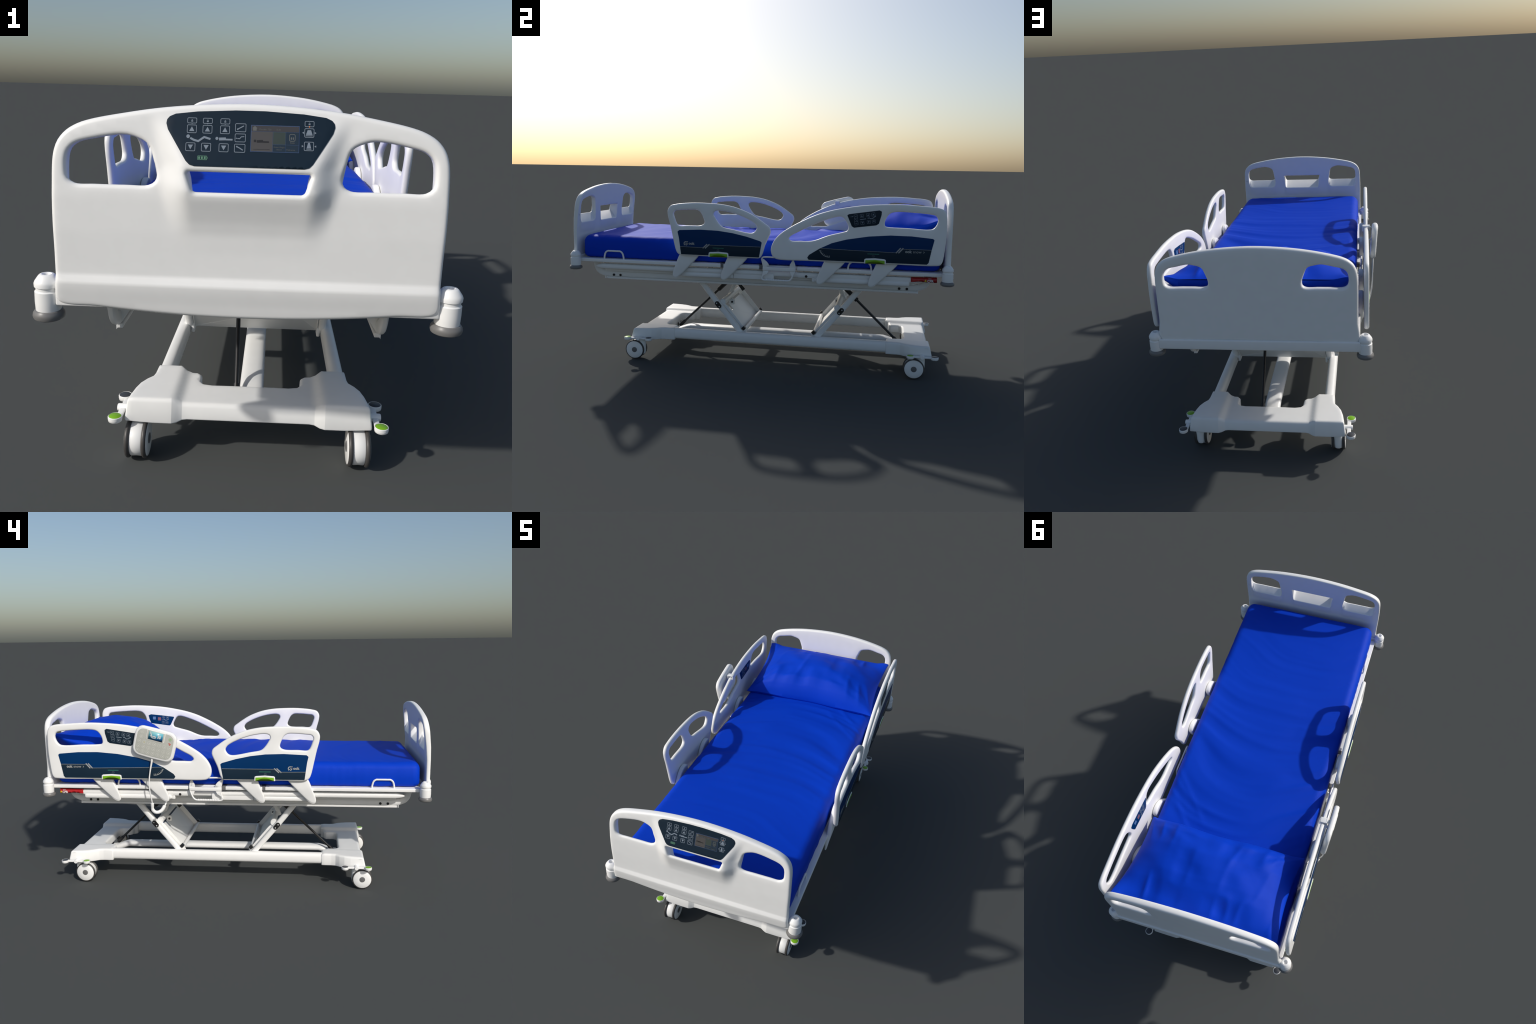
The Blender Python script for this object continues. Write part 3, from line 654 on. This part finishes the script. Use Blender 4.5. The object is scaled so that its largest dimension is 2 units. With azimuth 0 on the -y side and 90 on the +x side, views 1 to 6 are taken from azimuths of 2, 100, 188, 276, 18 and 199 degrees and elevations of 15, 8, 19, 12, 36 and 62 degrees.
    P = Print(F, RO, 0.0019, 0.0004); P.line([(-0.134, 0.6475), (-0.191, 0.6475)], 0.003); P.make('rail_print', INK_GREEN, frl)
    # outer keypad of the head rail
    kp = slab('rail_keypad', dec(panel_o, 0.003), [], F, RO + 0.0012, RO - 0.003, CONSOLE if s < 0 else CONSOLE, r=0.0006, parent=hr)
    P = Print(F, RO, 0.0014, 0.0004); tl = 0.15
    # layout written along the reading direction r, starting at the foot (right side) or the head (left side)
    def at(a, b): return (0.5005 + a, 0.8255 + b + a * tl) if s > 0 else (0.6285 - a, 0.8445 + b - a * tl)
    ang = math.atan(tl)
    def sq(a, b, k=0.0078):
        c = at(a, b); P.box((c[0] - k, c[1] - k), (c[0] + k, c[1] + k), 0.0011, 0.0016, ang); return c
    for i, b in enumerate((-0.0005, -0.0173, -0.0341)):
        c = sq(0.0215 + i * 0.002 * (1 if s > 0 else 1), b, 0.0080); m = (1, -1, 0)[i]
        P.line([(c[0] - 0.0045, c[1] - 0.003 * m), (c[0] + 0.0045, c[1] + 0.003 * m)], 0.0018)
    for a, bt in ((0.050, -0.0015), (0.0800, -0.0010), (0.1045, -0.0010)):
        c = sq(a, bt); arrow(P, c, 0.0078, True); c = sq(a + 0.004, bt - 0.0340); arrow(P, c, 0.0078, False)
    c0 = at(0.0685, -0.0180); c1 = at(0.042, -0.0185); P.line([c0, c1], 0.0036); P.disc(c0, 0.0024, 10)
    w = [at(a, q) for a, q in ((0.078, -0.0165), (0.086, -0.0150), (0.094, -0.0210), (0.104, -0.0185), (0.113, -0.0120))]; P.line(w, 0.0034); P.disc(at(0.1145, -0.0105), 0.0028, 10)
    P.line([at(-0.004, 0.0), at(0.006, 0.0)], 0.0016); P.disc(at(0.007, 0.0005), 0.0022, 8)
    P.make('panel_symbol', INK, kp)
    # inner keypad of the head rail (patient side)
    FI = lambda u, v, h, s=s: (s * (RI - h), u, v)
    ki = slab('rail_keypad', dec(panel_i, 0.003), [], FI, 0.0012, -0.003, NAVY, r=0.0006, parent=hr)
    P = Print(FI, 0.0012, 0.0002, 0.0004); t2 = 0.12
    for y, z in ((0.547, 0.819), (0.523, 0.816)): P.box((y - 0.0075, z - 0.0075), (y + 0.0075, z + 0.0075), 0.0012, 0.001, ang * 0.7); arrow(P, (y, z), 0.0075, True)
    for y, z in ((0.552, 0.785), (0.528, 0.782)): P.box((y - 0.0075, z - 0.0075), (y + 0.0075, z + 0.0075), 0.0012, 0.001, ang * 0.7); arrow(P, (y, z), 0.0075, False)
    P.line([(0.556, 0.8035), (0.547, 0.805), (0.536, 0.797), (0.526, 0.799), (0.516, 0.804)], 0.0036)
    P.make('panel_symbol', INK, ki)
    P = Print(FI, 0.0012, 0.0002, 0.0004); P.fill((0.599, 0.802), (0.617, 0.820), 0.002); P.make('help_key', ICON_BLUE, ki)
    P = Print(FI, 0.0012, 0.0002, 0.0004); P.fill((0.565, 0.796), (0.585, 0.816), 0.002); P.make('call_key', ICON_RED, ki)
    P = Print(FI, 0.0017, 0.0002, 0.0004); P.fill((0.5735, 0.800), (0.5765, 0.812)); P.fill((0.569, 0.8045), (0.581, 0.8075)); P.box((0.566, 0.797), (0.584, 0.815), 0.001, 0.002); P.make('panel_symbol', INK, ki)

# ================================================================== HAND PENDANT (left side)
PC = np.array([0.383, 0.790]); PA = np.array([-0.967, -0.254]); PB = np.array([-0.254, 0.967])
def pend_frame(a, b_, h):
    q = PC + PA * a + PB * b_
    return (-(h + 0.006 * (b_ / 0.078)), q[0], q[1])
def sup(hw, hh, r, bow=0.004):
    q = round_poly([(-hw, -hh), (hw, -hh), (hw, hh), (-hw, hh)], r, 7, 0.012)
    q[:, 1] *= 1 + 0.0 * q[:, 0]
    out = q.copy(); out[:, 0] += np.sign(q[:, 0]) * bow * (1 - (q[:, 1] / hh) ** 2) * (np.abs(q[:, 0]) / hw) ** 4
    out[:, 1] += np.sign(q[:, 1]) * bow * (1 - (q[:, 0] / hw) ** 2) * (np.abs(q[:, 1]) / hh) ** 4
    return out
PF, PBK = 0.4640, 0.4400
pend = slab('hand_pendant', sup(0.1035, 0.0755, 0.034), [], pend_frame, PF, PBK, WHITE, r=0.010, grid=0.02)
slab('pendant_keypad', sup(0.0905, 0.0630, 0.026, 0.003), [], pend_frame, PF + 0.0008, PF - 0.003, KEYPAD, r=0.0005, parent=pend)
slab('display_bezel', round_poly([(-0.0475, 0.0135), (0.0465, 0.0135), (0.0465, 0.066), (-0.0475, 0.066)], [0.008, 0.008, 0.001, 0.001], 4), [], pend_frame, PF + 0.0022, PF - 0.003, KEYPAD_EDGE, r=0.001, parent=pend)
slab('display_bezel', round_poly([(-0.0435, 0.0165), (0.0425, 0.0165), (0.0425, 0.0635), (-0.0435, 0.0635)], [0.006, 0.006, 0.001, 0.001], 4), [], pend_frame, PF + 0.0026, PF - 0.003, KEYPAD, r=0.0005, parent=pend)
scr = slab('pendant_screen', np.array([(-0.0365, 0.019), (0.0365, 0.019), (0.0365, 0.0625), (-0.0365, 0.0625)]), [], pend_frame, PF + 0.0030, PF - 0.002, PENDANT_LCD, r=0.0003, parent=pend)
P = Print(pend_frame, PF + 0.0030, 0.0002, 0.0004)
P.disc((-0.0285, 0.0555), 0.0026, 10); P.line([(-0.028, 0.053), (-0.019, 0.0385)], 0.0045); P.line([(-0.029, 0.038), (-0.018, 0.037), (-0.006, 0.040), (0.003, 0.037)], 0.0030); P.box((-0.018, 0.0285), (0.001, 0.0365), 0.0014, 0.002)
P.line([(-0.024, 0.033), (-0.012, 0.030), (0.002, 0.0335)], 0.0022)
P.text('30', (0.0085, 0.0335), 0.0225, sx=0.80, bold=0.0009); P.disc((0.0305, 0.0475), 0.0015, 8)
P.make('screen_graphic', PRINT_WHITE, scr)
R = Print(pend_frame, PF + 0.0008, 0.0002, 0.0005); T = Print(pend_frame, PF + 0.0008, 0.0003, 0.0006)
cols = [-0.0765 + 0.0257 * i for i in range(7)]
keys = [(x, z) for z in (-0.0505, -0.0265, -0.0015) for x in cols] + [(-0.0705, 0.0230), (-0.0705, 0.0475)]
for i, (x, z) in enumerate(keys):
    rr = [(x + 0.0082 * math.cos(2 * math.pi * k / 20), z + 0.0082 * math.sin(2 * math.pi * k / 20)) for k in range(20)]
    R.line(rr, 0.0011, True)
    if i < 21 and i not in (7 + 1, 14, 15): arrow(T, (x, z), 0.0042, i >= 7)
    elif i in (8, 14): T.box((x - 0.003, z - 0.002), (x + 0.003, z + 0.002), 0.0009, 0.001)
    elif i > 20: T.box((x - 0.003, z - 0.003), (x + 0.003, z + 0.003), 0.0009, 0.001)
R.make('key_ring', KEYPAD_RING, pend); T.make('key_symbol', KEYPAD_EDGE, pend)
P = Print(pend_frame, PF + 0.0008, 0.0003, 0.0006); arrow(P, (cols[1], -0.0015), 0.006, True); P.make('alarm_key', mat('key_yellow', (0.62, 0.55, 0.28), 0.5), pend)
P = Print(pend_frame, PF + 0.0008, 0.0003, 0.0006); P.line([(0.0735 + 0.0055 * math.cos(a * 0.4), 0.0425 + 0.0055 * math.sin(a * 0.4)) for a in range(16)], 0.0022, True); P.make('power_key', mat('key_green', (0.25, 0.52, 0.16), 0.5), pend)
P = Print(pend_frame, PF + 0.0008, 0.0003, 0.0006); P.line([(0.0685, 0.0205), (0.0745, 0.0225), (0.0795, 0.0195), (0.077, 0.0155), (0.073, 0.0165)], 0.0032); P.make('stop_key', mat('key_red', (0.65, 0.06, 0.04), 0.5), pend)
# bracket that hangs the pendant on the rail top
b = Bag()
rounded_box(b, (-0.4335, 0.360, 0.835), (-0.4285, 0.386, 0.859), 0.002); rounded_box(b, (-0.4335, 0.360, 0.8515), (-0.4005, 0.386, 0.858), 0.002); rounded_box(b, (-0.4055, 0.360, 0.832), (-0.4000, 0.386, 0.858), 0.002)
tube(b, bezier_path([(-0.431, 0.373, 0.850), (-0.437, 0.373, 0.852), (-0.443, 0.372, 0.845), (-0.447, 0.371, 0.835)], 0.004), (0.009, 0.0018), 10)
tube(b, bezier_path([(-0.431, 0.373, 0.790), (-0.437, 0.373, 0.793), (-0.443, 0.373, 0.787), (-0.447, 0.373, 0.775)], 0.004), (0.007, 0.0018), 10)
b.make('pendant_bracket', WHITE, pend)
b = Bag()
cab = bezier_path([(-0.447, 0.402, 0.722), (-0.4475, 0.404, 0.700), (-0.4455, 0.415, 0.650), (-0.4445, 0.4225, 0.600), (-0.4385, 0.4235, 0.545), (-0.427, 0.420, 0.500), (-0.418, 0.419, 0.470)], 0.008)
rad = [0.0055 - 0.0022 * min(1, i / 10) for i in range(len(cab))]
tube(b, cab, rad, 10, up=(0, 1, 0))
plug = bezier_path([(-0.418, 0.419, 0.474), (-0.415, 0.420, 0.458), (-0.412, 0.420, 0.440), (-0.405, 0.410, 0.425), (-0.400, 0.393, 0.423), (-0.393, 0.375, 0.434), (-0.386, 0.363, 0.455)], 0.006)
tube(b, plug, [0.0085 if i < 3 else 0.0075 if i < 5 else 0.0092 for i in range(len(plug))], 12, up=(1, 0.2, 0))
tube(b, bezier_path([(-0.386, 0.363, 0.453), (-0.378, 0.356, 0.470), (-0.365, 0.354, 0.488)], 0.006), 0.004, 8, up=(1, 0, 0))
b.make('pendant_cable', WHITE)

# ================================================================== MATTRESS
def fold_noise(u, v):
    # soft irregular creases that arc across the bed, broad swells between them
    q = v - 0.15 * (1 - (u / 0.38) ** 2) + 0.05 * vnoise(u * 3.6 + 1, v * 3.0 + 8) + 0.10 * u * vnoise(v * 2.0 + 3, u * 1.0 + 2)
    w1 = vnoise(u * 1.9 + 3.7, q * 13.0); w2 = vnoise(u * 2.6 + 9.1, q * 24.0 + 5); w3 = vnoise(u * 3.5 + 20, v * 4.0 + 30)
    r1 = 1 - 1.9 * np.sqrt(w1 * w1 + 0.012); r2 = 1 - 1.9 * np.sqrt(w2 * w2 + 0.02)
    env = 0.25 + 0.75 * np.exp(-((v - 0.14) / 0.36) ** 2)
    patch = 0.35 + 0.65 * sstep(-0.35, 0.35, w3)
    side = 0.6 + 0.4 * sstep(0.03, 0.30, np.abs(u))
    return env * side * (0.0120 * r1 * patch + 0.0058 * r2 * (1.25 - patch)) + 0.003 * w3
def mat_top(u, v):
    dome = 0.004 * (1 - (u / 0.37) ** 2)
    diag = 0.003 * np.exp(-((v - 0.42 + (u - 0.30) * 1.2) / 0.018) ** 2) * sstep(0.14, 0.24, u) + 0.0025 * np.exp(-((v - 0.36 + (u - 0.25) * 1.1) / 0.016) ** 2) * sstep(0.12, 0.2, u)
    return 0.6845 + dome - 0.0035 * np.exp(-((v - 0.14) / 0.36) ** 2) + fold_noise(u, v) + diag
def mat_bot(u, v): return np.full(np.shape(u), 0.5615)
mx = []
hw, y0, y1, rc = 0.3655, -0.928, 0.932, 0.038
mo = round_poly([(-hw, y0), (hw, y0), (hw, y1), (-hw, y1)], rc, 9, 0.0105)
def mat_frame(u, v, h):
    # belly of the sides and ripples of the sheet near the hem
    k = (h - 0.5615) / 0.125
    g = 1 + 0.022 * math.sin(math.pi * min(1, max(0, k))) ** 0.8 - 0.012 * sstep(0.55, 1.0, k)
    e = max(abs(u) / hw, abs(v) / 0.93)
    rip = 0.0
    if e > 0.9:
        rip = (0.0035 * vnoise(np.array([v * 26.0]), np.array([u * 26.0 + 3]))[0]) * (1 - min(1, max(0, k)) * 0.75)
    x = u * g + (math.copysign(rip, u) if abs(u) / hw > 0.9 else 0)
    y = v * (1 + (g - 1) * 0.25) + (math.copysign(rip, v) if abs(v) > 0.88 else 0)
    z = h
    if k < 0.12: z += 0.0025 * (0.5 + 0.5 * vnoise(np.array([v * 31.0 + 7]), np.array([u * 31.0]))[0])
    return (x, y, z)
slab('mattress', mo, [], mat_frame, mat_top, mat_bot, BLUE, r=0.030, rb=0.022, grid=0.0105)

# ================================================================== PILLOW
NU, NV = 96, 60
PT = [0.0, 0.02, 0.055, 0.14, 0.33, 0.47, 0.62, 0.73, 0.92, 1.0]            # from the foot seam to the head seam
PZ = [0.700, 0.750, 0.786, 0.822, 0.853, 0.861, 0.861, 0.853, 0.829, 0.816]
def pillow_point(a, c, side):
    """a across (-1..1), c from foot edge (-1) to head edge (+1); side +1 top, -1 underside"""
    X = 0.377 * a * (1 - 0.055 * (1 - c * c)) + 0.003
    y0 = 0.512 + 0.020 * (1 - a * a) + 0.003 * math.sin(a * 7 + 1); t = (c + 1) / 2; y = y0 + (0.946 - y0) * t
    seam = 0.700 + 0.112 * (c + 1) / 2 + 0.006 * math.sin(a * 9) * (1 - abs(c)) - 0.006 * abs(a) ** 4 * (1 - c) / 2
    fa = max(0.0, 1 - abs(a) ** 3.2) ** 0.78
    w = 0.6 - 1.7 * math.sqrt(vnoise(np.array([a * 6.5 + 0.8 * c * a + 8]), np.array([c * 1.2 + 4]))[0] ** 2 + 0.01); w2 = vnoise(np.array([(a + c * 0.5) * 3.2 + 2]), np.array([(c - a * 0.3) * 2.2 + 1]))[0]
    edge = 4 * (1 - c * c) * (c * c) + 0.3
    w3 = vnoise(np.array([math.atan2(c + 1.0, abs(a) - 1.02) * 5.0]), np.array([3.0 + a]))[0] * math.exp(-((abs(a) - 1) ** 2 + (c + 1) ** 2) / 0.5)
    fold = (0.010 * w * edge + 0.007 * w2 + 0.014 * w3) * fa * (1 - c * c) ** 0.5
    seam += 0.016 * math.exp(-((abs(a) - 0.93) ** 2 + (t - 0.95) ** 2) / 0.012)
    if side > 0: z = seam + max(0.0, np.interp(t, PT, PZ) - seam) * fa + fold
    else: z = max(0.6865, seam - (0.085 + 0.05 * t) * fa * max(0.0, 1 - abs(c) ** 10) ** 0.5)
    return (X, y, z)
V = []; Fq = []
for sd in (1, -1):
    for j in range(NV + 1):
        c = -math.cos(math.pi * j / NV)
        for i in range(NU + 1):
            a = -math.cos(math.pi * i / NU) * 0.35 + (2 * i / NU - 1) * 0.65
            V.append(pillow_point(a, 0.35 * c + 0.65 * (2 * j / NV - 1), sd))
S = (NU + 1) * (NV + 1)
for j in range(NV):
    for i in range(NU):
        q = (j * (NU + 1) + i, j * (NU + 1) + i + 1, (j + 1) * (NU + 1) + i + 1, (j + 1) * (NU + 1) + i)
        Fq.append(q); Fq.append(tuple(S + k for k in reversed(q)))
pil = add('pillow', V, Fq, BLUE)
import bmesh
bm = bmesh.new(); bm.from_mesh(pil.data); bmesh.ops.remove_doubles(bm, verts=bm.verts, dist=0.0002)
bmesh.ops.recalc_face_normals(bm, faces=bm.faces); bm.to_mesh(pil.data); bm.free()

# ================================================================== BASE
half = [(0.0, -0.540), (0.060, -0.540), (0.108, -0.541), (0.132, -0.536), (0.1415, -0.522), (0.1425, -0.500), (0.144, -0.480), (0.156, -0.467), (0.190, -0.463), (0.2045, -0.450), (0.2065, -0.448),
        (0.240, -0.448), (0.2785, -0.448), (0.2795, -0.500), (0.2835, -0.522), (0.2995, -0.542), (0.3135, -0.568), (0.3215, -0.600), (0.3265, -0.640), (0.3285, -0.668), (0.3265, -0.674), (0.250, -0.674), (0.205, -0.674), (0.192, -0.669), (0.178, -0.664), (0.10, -0.664)]
full = half + [(-x, y) for x, y in reversed(half[1:])]
full = full[::-1]
cap_out = round_poly(full, 0.004, 2, 0.012)
def cap_top(u, v): return 0.160 + 0.0135 * sstep(0.176, 0.206, np.abs(u))
def cap_bot(u, v): return 0.1165 - 0.0085 * sstep(0.168, 0.198, np.abs(u)) + 0.004 * sstep(0.25, 0.33, np.abs(u))
for end in (1, -1):
    def base_frame(u, v, h, end=end):
        k = max(0.0, (0.165 - h) / 0.05); w = float(sstep(-0.60, -0.67, v))
        v2 = v - 0.006 * min(1, k) * w + 0.006 * (1 - min(1, k)) * w
        u2 = u * (1 + 0.018 * (min(1, k) - 0.6) * float(sstep(0.27, 0.32, abs(u))))
        return (u2, v2, h) if end > 0 else (u2, 2 * YM - v2, h)
    slab('base_end', cap_out, [], base_frame, cap_top, cap_bot, WHITE, r=0.011, rb=0.004, grid=0.012)
bs = Bag()
for s in (-1, 1):
    tube(bs, [(s * 0.2540, -0.47, 0.1425), (s * 0.2540, 0.714, 0.1425)], (0.0220, 0.0297), 28, power=2.7)
bs.make('base_beam', WHITE_METAL, angle=50)
b = Bag()
path = [(0.002, -0.535, 0.092), (0.002, -0.505, 0.094), (0.002, -0.455, 0.112), (0.002, -0.435, 0.117), (0.002, 0.0, 0.117), (0.002, 0.68, 0.117), (0.002, 0.70, 0.112), (0.002, 0.748, 0.094), (0.002, 0.78, 0.092)]
tube(b, path, (0.0355, 0.0175), 24, power=2.5); b.make('centre_beam', WHITE_METAL, angle=50)

# lifting linkage
lk = Bag(); hx = Bag(); pl = Bag(); pn = Bag(); rod = Bag()
def mir(y): return 2 * YM - y
for e in (1, -1):                       # head end, foot end
    Y = (lambda y: y) if e > 0 else mir
    for s in (-1, 1):
        tube(lk, [(s * 0.2345, Y(0.322), 0.150), (s * 0.2345, Y(0.325), 0.162), (s * 0.2345, Y(0.4525), 0.3135), (s * 0.2345, Y(0.556), 0.445)], (0.0155, 0.0150), 18, power=2.8, up=(1, 0, 0))
        x0, x1 = sorted((s * 0.216, s * 0.228)); rounded_box(lk, (x0, min(Y(0.300), Y(0.345)), 0.136), (x1, max(Y(0.300), Y(0.345)), 0.180), 0.004)
        # hexagonal pivot plate
        dy, dz = 0.634, 0.773
        hexa = [(0.021, 0.004), (0.014, 0.012), (-0.014, 0.012), (-0.021, 0.004), (-0.021, -0.005), (-0.014, -0.012), (0.014, -0.012), (0.021, -0.005)]
        hp = [(Y(0.453 + a * dy + c * dz), 0.3135 + a * dz - c * dy) for a, c in hexa]
        v, f = slab_mesh(np.array(hp), [], side_frame(s), const(0.2545), const(0.246), 0.002); hx.put(v, f)
        for q in (0.0115, -0.0115):
            revolve(pn, [(0.0032, 0), (0.0032, 0.0012), (0, 0.0016)] if s > 0 else [(0, -0.0016), (0.0032, -0.0012), (0.0032, 0)], (s * 0.2545, Y(0.453 + q * dy), 0.3135 + q * dz), 'x', 8)
        # square pin near the foot of the arm
        v, f = slab_mesh(np.array([(Y(0.312 + a), 0.189 + c) for a, c in ((0.0125, 0), (0, 0.0125), (-0.0125, 0), (0, -0.0125))]), [], side_frame(s), const(0.247), const(0.225), 0.002); hx.put(v, f)
    # cover plate between the arms
    A = (Y(0.316), 0.152); Bp = (Y(0.441), 0.297)
    n = np.array([-(Bp[1] - A[1]), Bp[0] - A[0]]); n /= np.linalg.norm(n); th = 0.0022
    def pf(u, v, h, A=A, Bp=Bp, n=n): return (u, A[0] + (Bp[0] - A[0]) * v + n[0] * h, A[1] + (Bp[1] - A[1]) * v + n[1] * h)
    po = round_poly([(-0.218, 0.0), (0.218, 0.0), (0.218, 0.93), (-0.092 * e, 0.93), (-0.092 * e, 0.72), (-0.118 * e, 0.72), (-0.118 * e, 0.93), (-0.218, 0.93)] if e > 0 else [(-0.218, 0.0), (0.218, 0.0), (0.218, 0.93), (0.118, 0.93), (0.118, 0.72), (0.092, 0.72), (0.092, 0.93), (-0.218, 0.93)], 0.005, 3)
    v, f = slab_mesh(po, [], pf, const(th), const(-th), 0.001); pl.put(v, f)
    for s in (-1, 1):
        v, f = slab_mesh(np.array([(Y(0.302), 0.150), (Y(0.330), 0.150), (Y(0.450), 0.300), (Y(0.440), 0.330), (Y(0.408), 0.302), (Y(0.296), 0.166)]), [], side_frame(s), const(0.2195), const(0.2155), 0.001); pl.put(v, f)
    tube(lk, [(-0.235, Y(0.312), 0.176), (0.235, Y(0.312), 0.176)], 0.010, 12); tube(lk, [(-0.225, Y(0.434), 0.324), (0.225, Y(0.434), 0.324)], 0.0155, 20)
    for s in (-1, 1):
        x0, x1 = sorted((s * 0.160, s * 0.218)); tube(lk, [(x0, Y(0.434), 0.324), (x1, Y(0.434), 0.324)], 0.0175, 20)
    rounded_box(lk, (-0.085 * e - 0.012, min(Y(0.40), Y(0.43)), 0.285), (-0.085 * e + 0.012, max(Y(0.40), Y(0.43)), 0.315), 0.004); revolve(rod, [(0.006, -0.016), (0.006, 0.016)], (-0.085 * e, Y(0.412), 0.300), 'x', 12)
    # drive rods and motors
    xr = 0.051 * e; xb = 0.042 * e
    tube(rod, [(xb, Y(0.752), 0.122), (xb * 0.8 + xr * 0.2, Y(0.70), 0.172), (xr, Y(0.515), 0.351)], (0.0068, 0.0068), 14); tube(rod, [(xr, Y(0.53), 0.337), (xr, Y(0.44), 0.424), (xr, Y(0.40), 0.455)], 0.0125, 14)
    tube(rod, [(xb, Y(0.765), 0.108), (xb, Y(0.735), 0.139)], 0.010, 14)
    tube(rod, [(-0.10 * e, Y(0.345), 0.372), (-0.10 * e, Y(0.40), 0.445)], 0.010, 12)
    tube(lk, [(-0.02 * e - 0.05, Y(0.455), 0.315), (-0.02 * e - 0.05, Y(0.40), 0.44)], (0.012, 0.016), 12, power=4, up=(1, 0, 0))
lk.make('lift_arm', WHITE_METAL, angle=40); hx.make('pivot_plate', BLACK, angle=30); pl.make('lift_plate', WHITE_METAL, angle=40); pn.make('pivot_bolt', PRINT_WHITE); rod.make('drive_rod', BLACK, angle=40)

# casters
cast = bpy.data.objects.new('caster', None); cast.empty_display_size = 0.02
wb = Bag()
for x0, x1 in ((0.0165, 0.0285), (-0.0285, -0.0165)):
    xs = (x0 + x1) / 2; h = (x1 - x0) / 2; prof = [(0.0465, -h), (0.0500, -h * 0.95), (0.0525, -h * 0.6), (0.0535, 0), (0.0525, h * 0.6), (0.0500, h * 0.95), (0.0465, h)]
    revolve(wb, prof, (xs, 0, 0), 'x', 40)
tyre_me = wb.make('tyre', RUBBER, angle=50)
wd = Bag()
revolve(wd, [(0.0, -0.0300), (0.016, -0.0298), (0.046, -0.0292), (0.0478, -0.0275), (0.0478, -0.026)], (0, 0, 0), 'x', 40); revolve(wd, [(0.0478, 0.026), (0.0478, 0.0275), (0.046, 0.0292), (0.016, 0.0298), (0.0, 0.0300)], (0, 0, 0), 'x', 40)
disc_me = wd.make('wheel_disc', WHITE, angle=50)
wc = Bag(); revolve(wc, [(0, -0.0325), (0.010, -0.0323), (0.0145, -0.0312), (0.0145, -0.028)], (0, 0, 0), 'x', 20); revolve(wc, [(0.0145, 0.028), (0.0145, 0.0312), (0.010, 0.0323), (0, 0.0325)], (0, 0, 0), 'x', 20)
cap_me = wc.make('hub_cap', GREY, angle=50)
wf = Bag(); revolve(wf, [(0, -0.0163), (0.046, -0.0163), (0.0478, -0.014), (0.0468, 0), (0.0478, 0.014), (0.046, 0.0163), (0, 0.0163)], (0, 0, 0), 'x', 40)
revolve(wf, [(0.0205, -0.01), (0.0205, 0.058), (0.017, 0.063)], (0, 0.034, 0.0), 'z', 20)
rounded_box(wf, (-0.0150, -0.004, -0.03), (0.0150, 0.0525, 0.045), 0.012)
fork_me = wf.make('caster_fork', WHITE, angle=50)
first = True
for s in (-1, 1):
    for y in (-0.662, 0.836):
        c = bpy.data.objects.new('caster', None); SCN.collection.objects.link(c); c.parent = root; c.location = (s * 0.2980, y, 0.0535); c.empty_display_size = 0.02
        for o in (tyre_me, disc_me, cap_me, fork_me):
            if first: o.parent = c
            else: place(o, o.name.split('.')[0], c)
        first = False
bpy.data.objects.remove(cast)

# brake pedals
for e in (1, -1):
    for s in (-1, 1):
        yc = -0.6295 if e > 0 else 0.874; g = -0.0595; k = 0.0595      # green pad lies towards the foot end
        X = s * 0.3525; b = Bag()
        for y in (yc + g, yc + k): revolve(b, [(0.0150, 0.1165), (0.0182, 0.119), (0.0190, 0.125), (0.0188, 0.1312), (0.0172, 0.1325), (0.0165, 0.1305), (0, 0.1300)], (X, y, 0), 'z', 22)
        x0, x1 = sorted((s * 0.336, s * 0.352)); rounded_box(b, (x0, yc - 0.052, 0.1195), (x1, yc + 0.052, 0.1285), 0.003)
        prof = [(0, -0.001), (0.0105, -0.001), (0.0105, 0.042), (0.009, 0.044), (0, 0.044)]
        if s < 0: prof = [(r, -h) for r, h in reversed(prof)]
        revolve(b, prof, (s * 0.3155, yc, 0.125), 'x', 18)
        ped = b.make('brake_pedal', WHITE, angle=45)
        for y, m_, nm in ((yc + g, GREEN, 'pedal_pad'), (yc + k, DARKPAD, 'pedal_pad')):
            q = Bag(); revolve(q, [(0.0162, 0.128), (0.0162, 0.1318), (0.0150, 0.1328), (0, 0.1328)], (X, y, 0), 'z', 22); q.make(nm, m_, ped, angle=45)

# keep the hierarchy to bed > part > sub-part
for ob in list(SCN.objects):
    while ob.parent and ob.parent.parent and ob.parent.parent.parent: ob.parent = ob.parent.parent
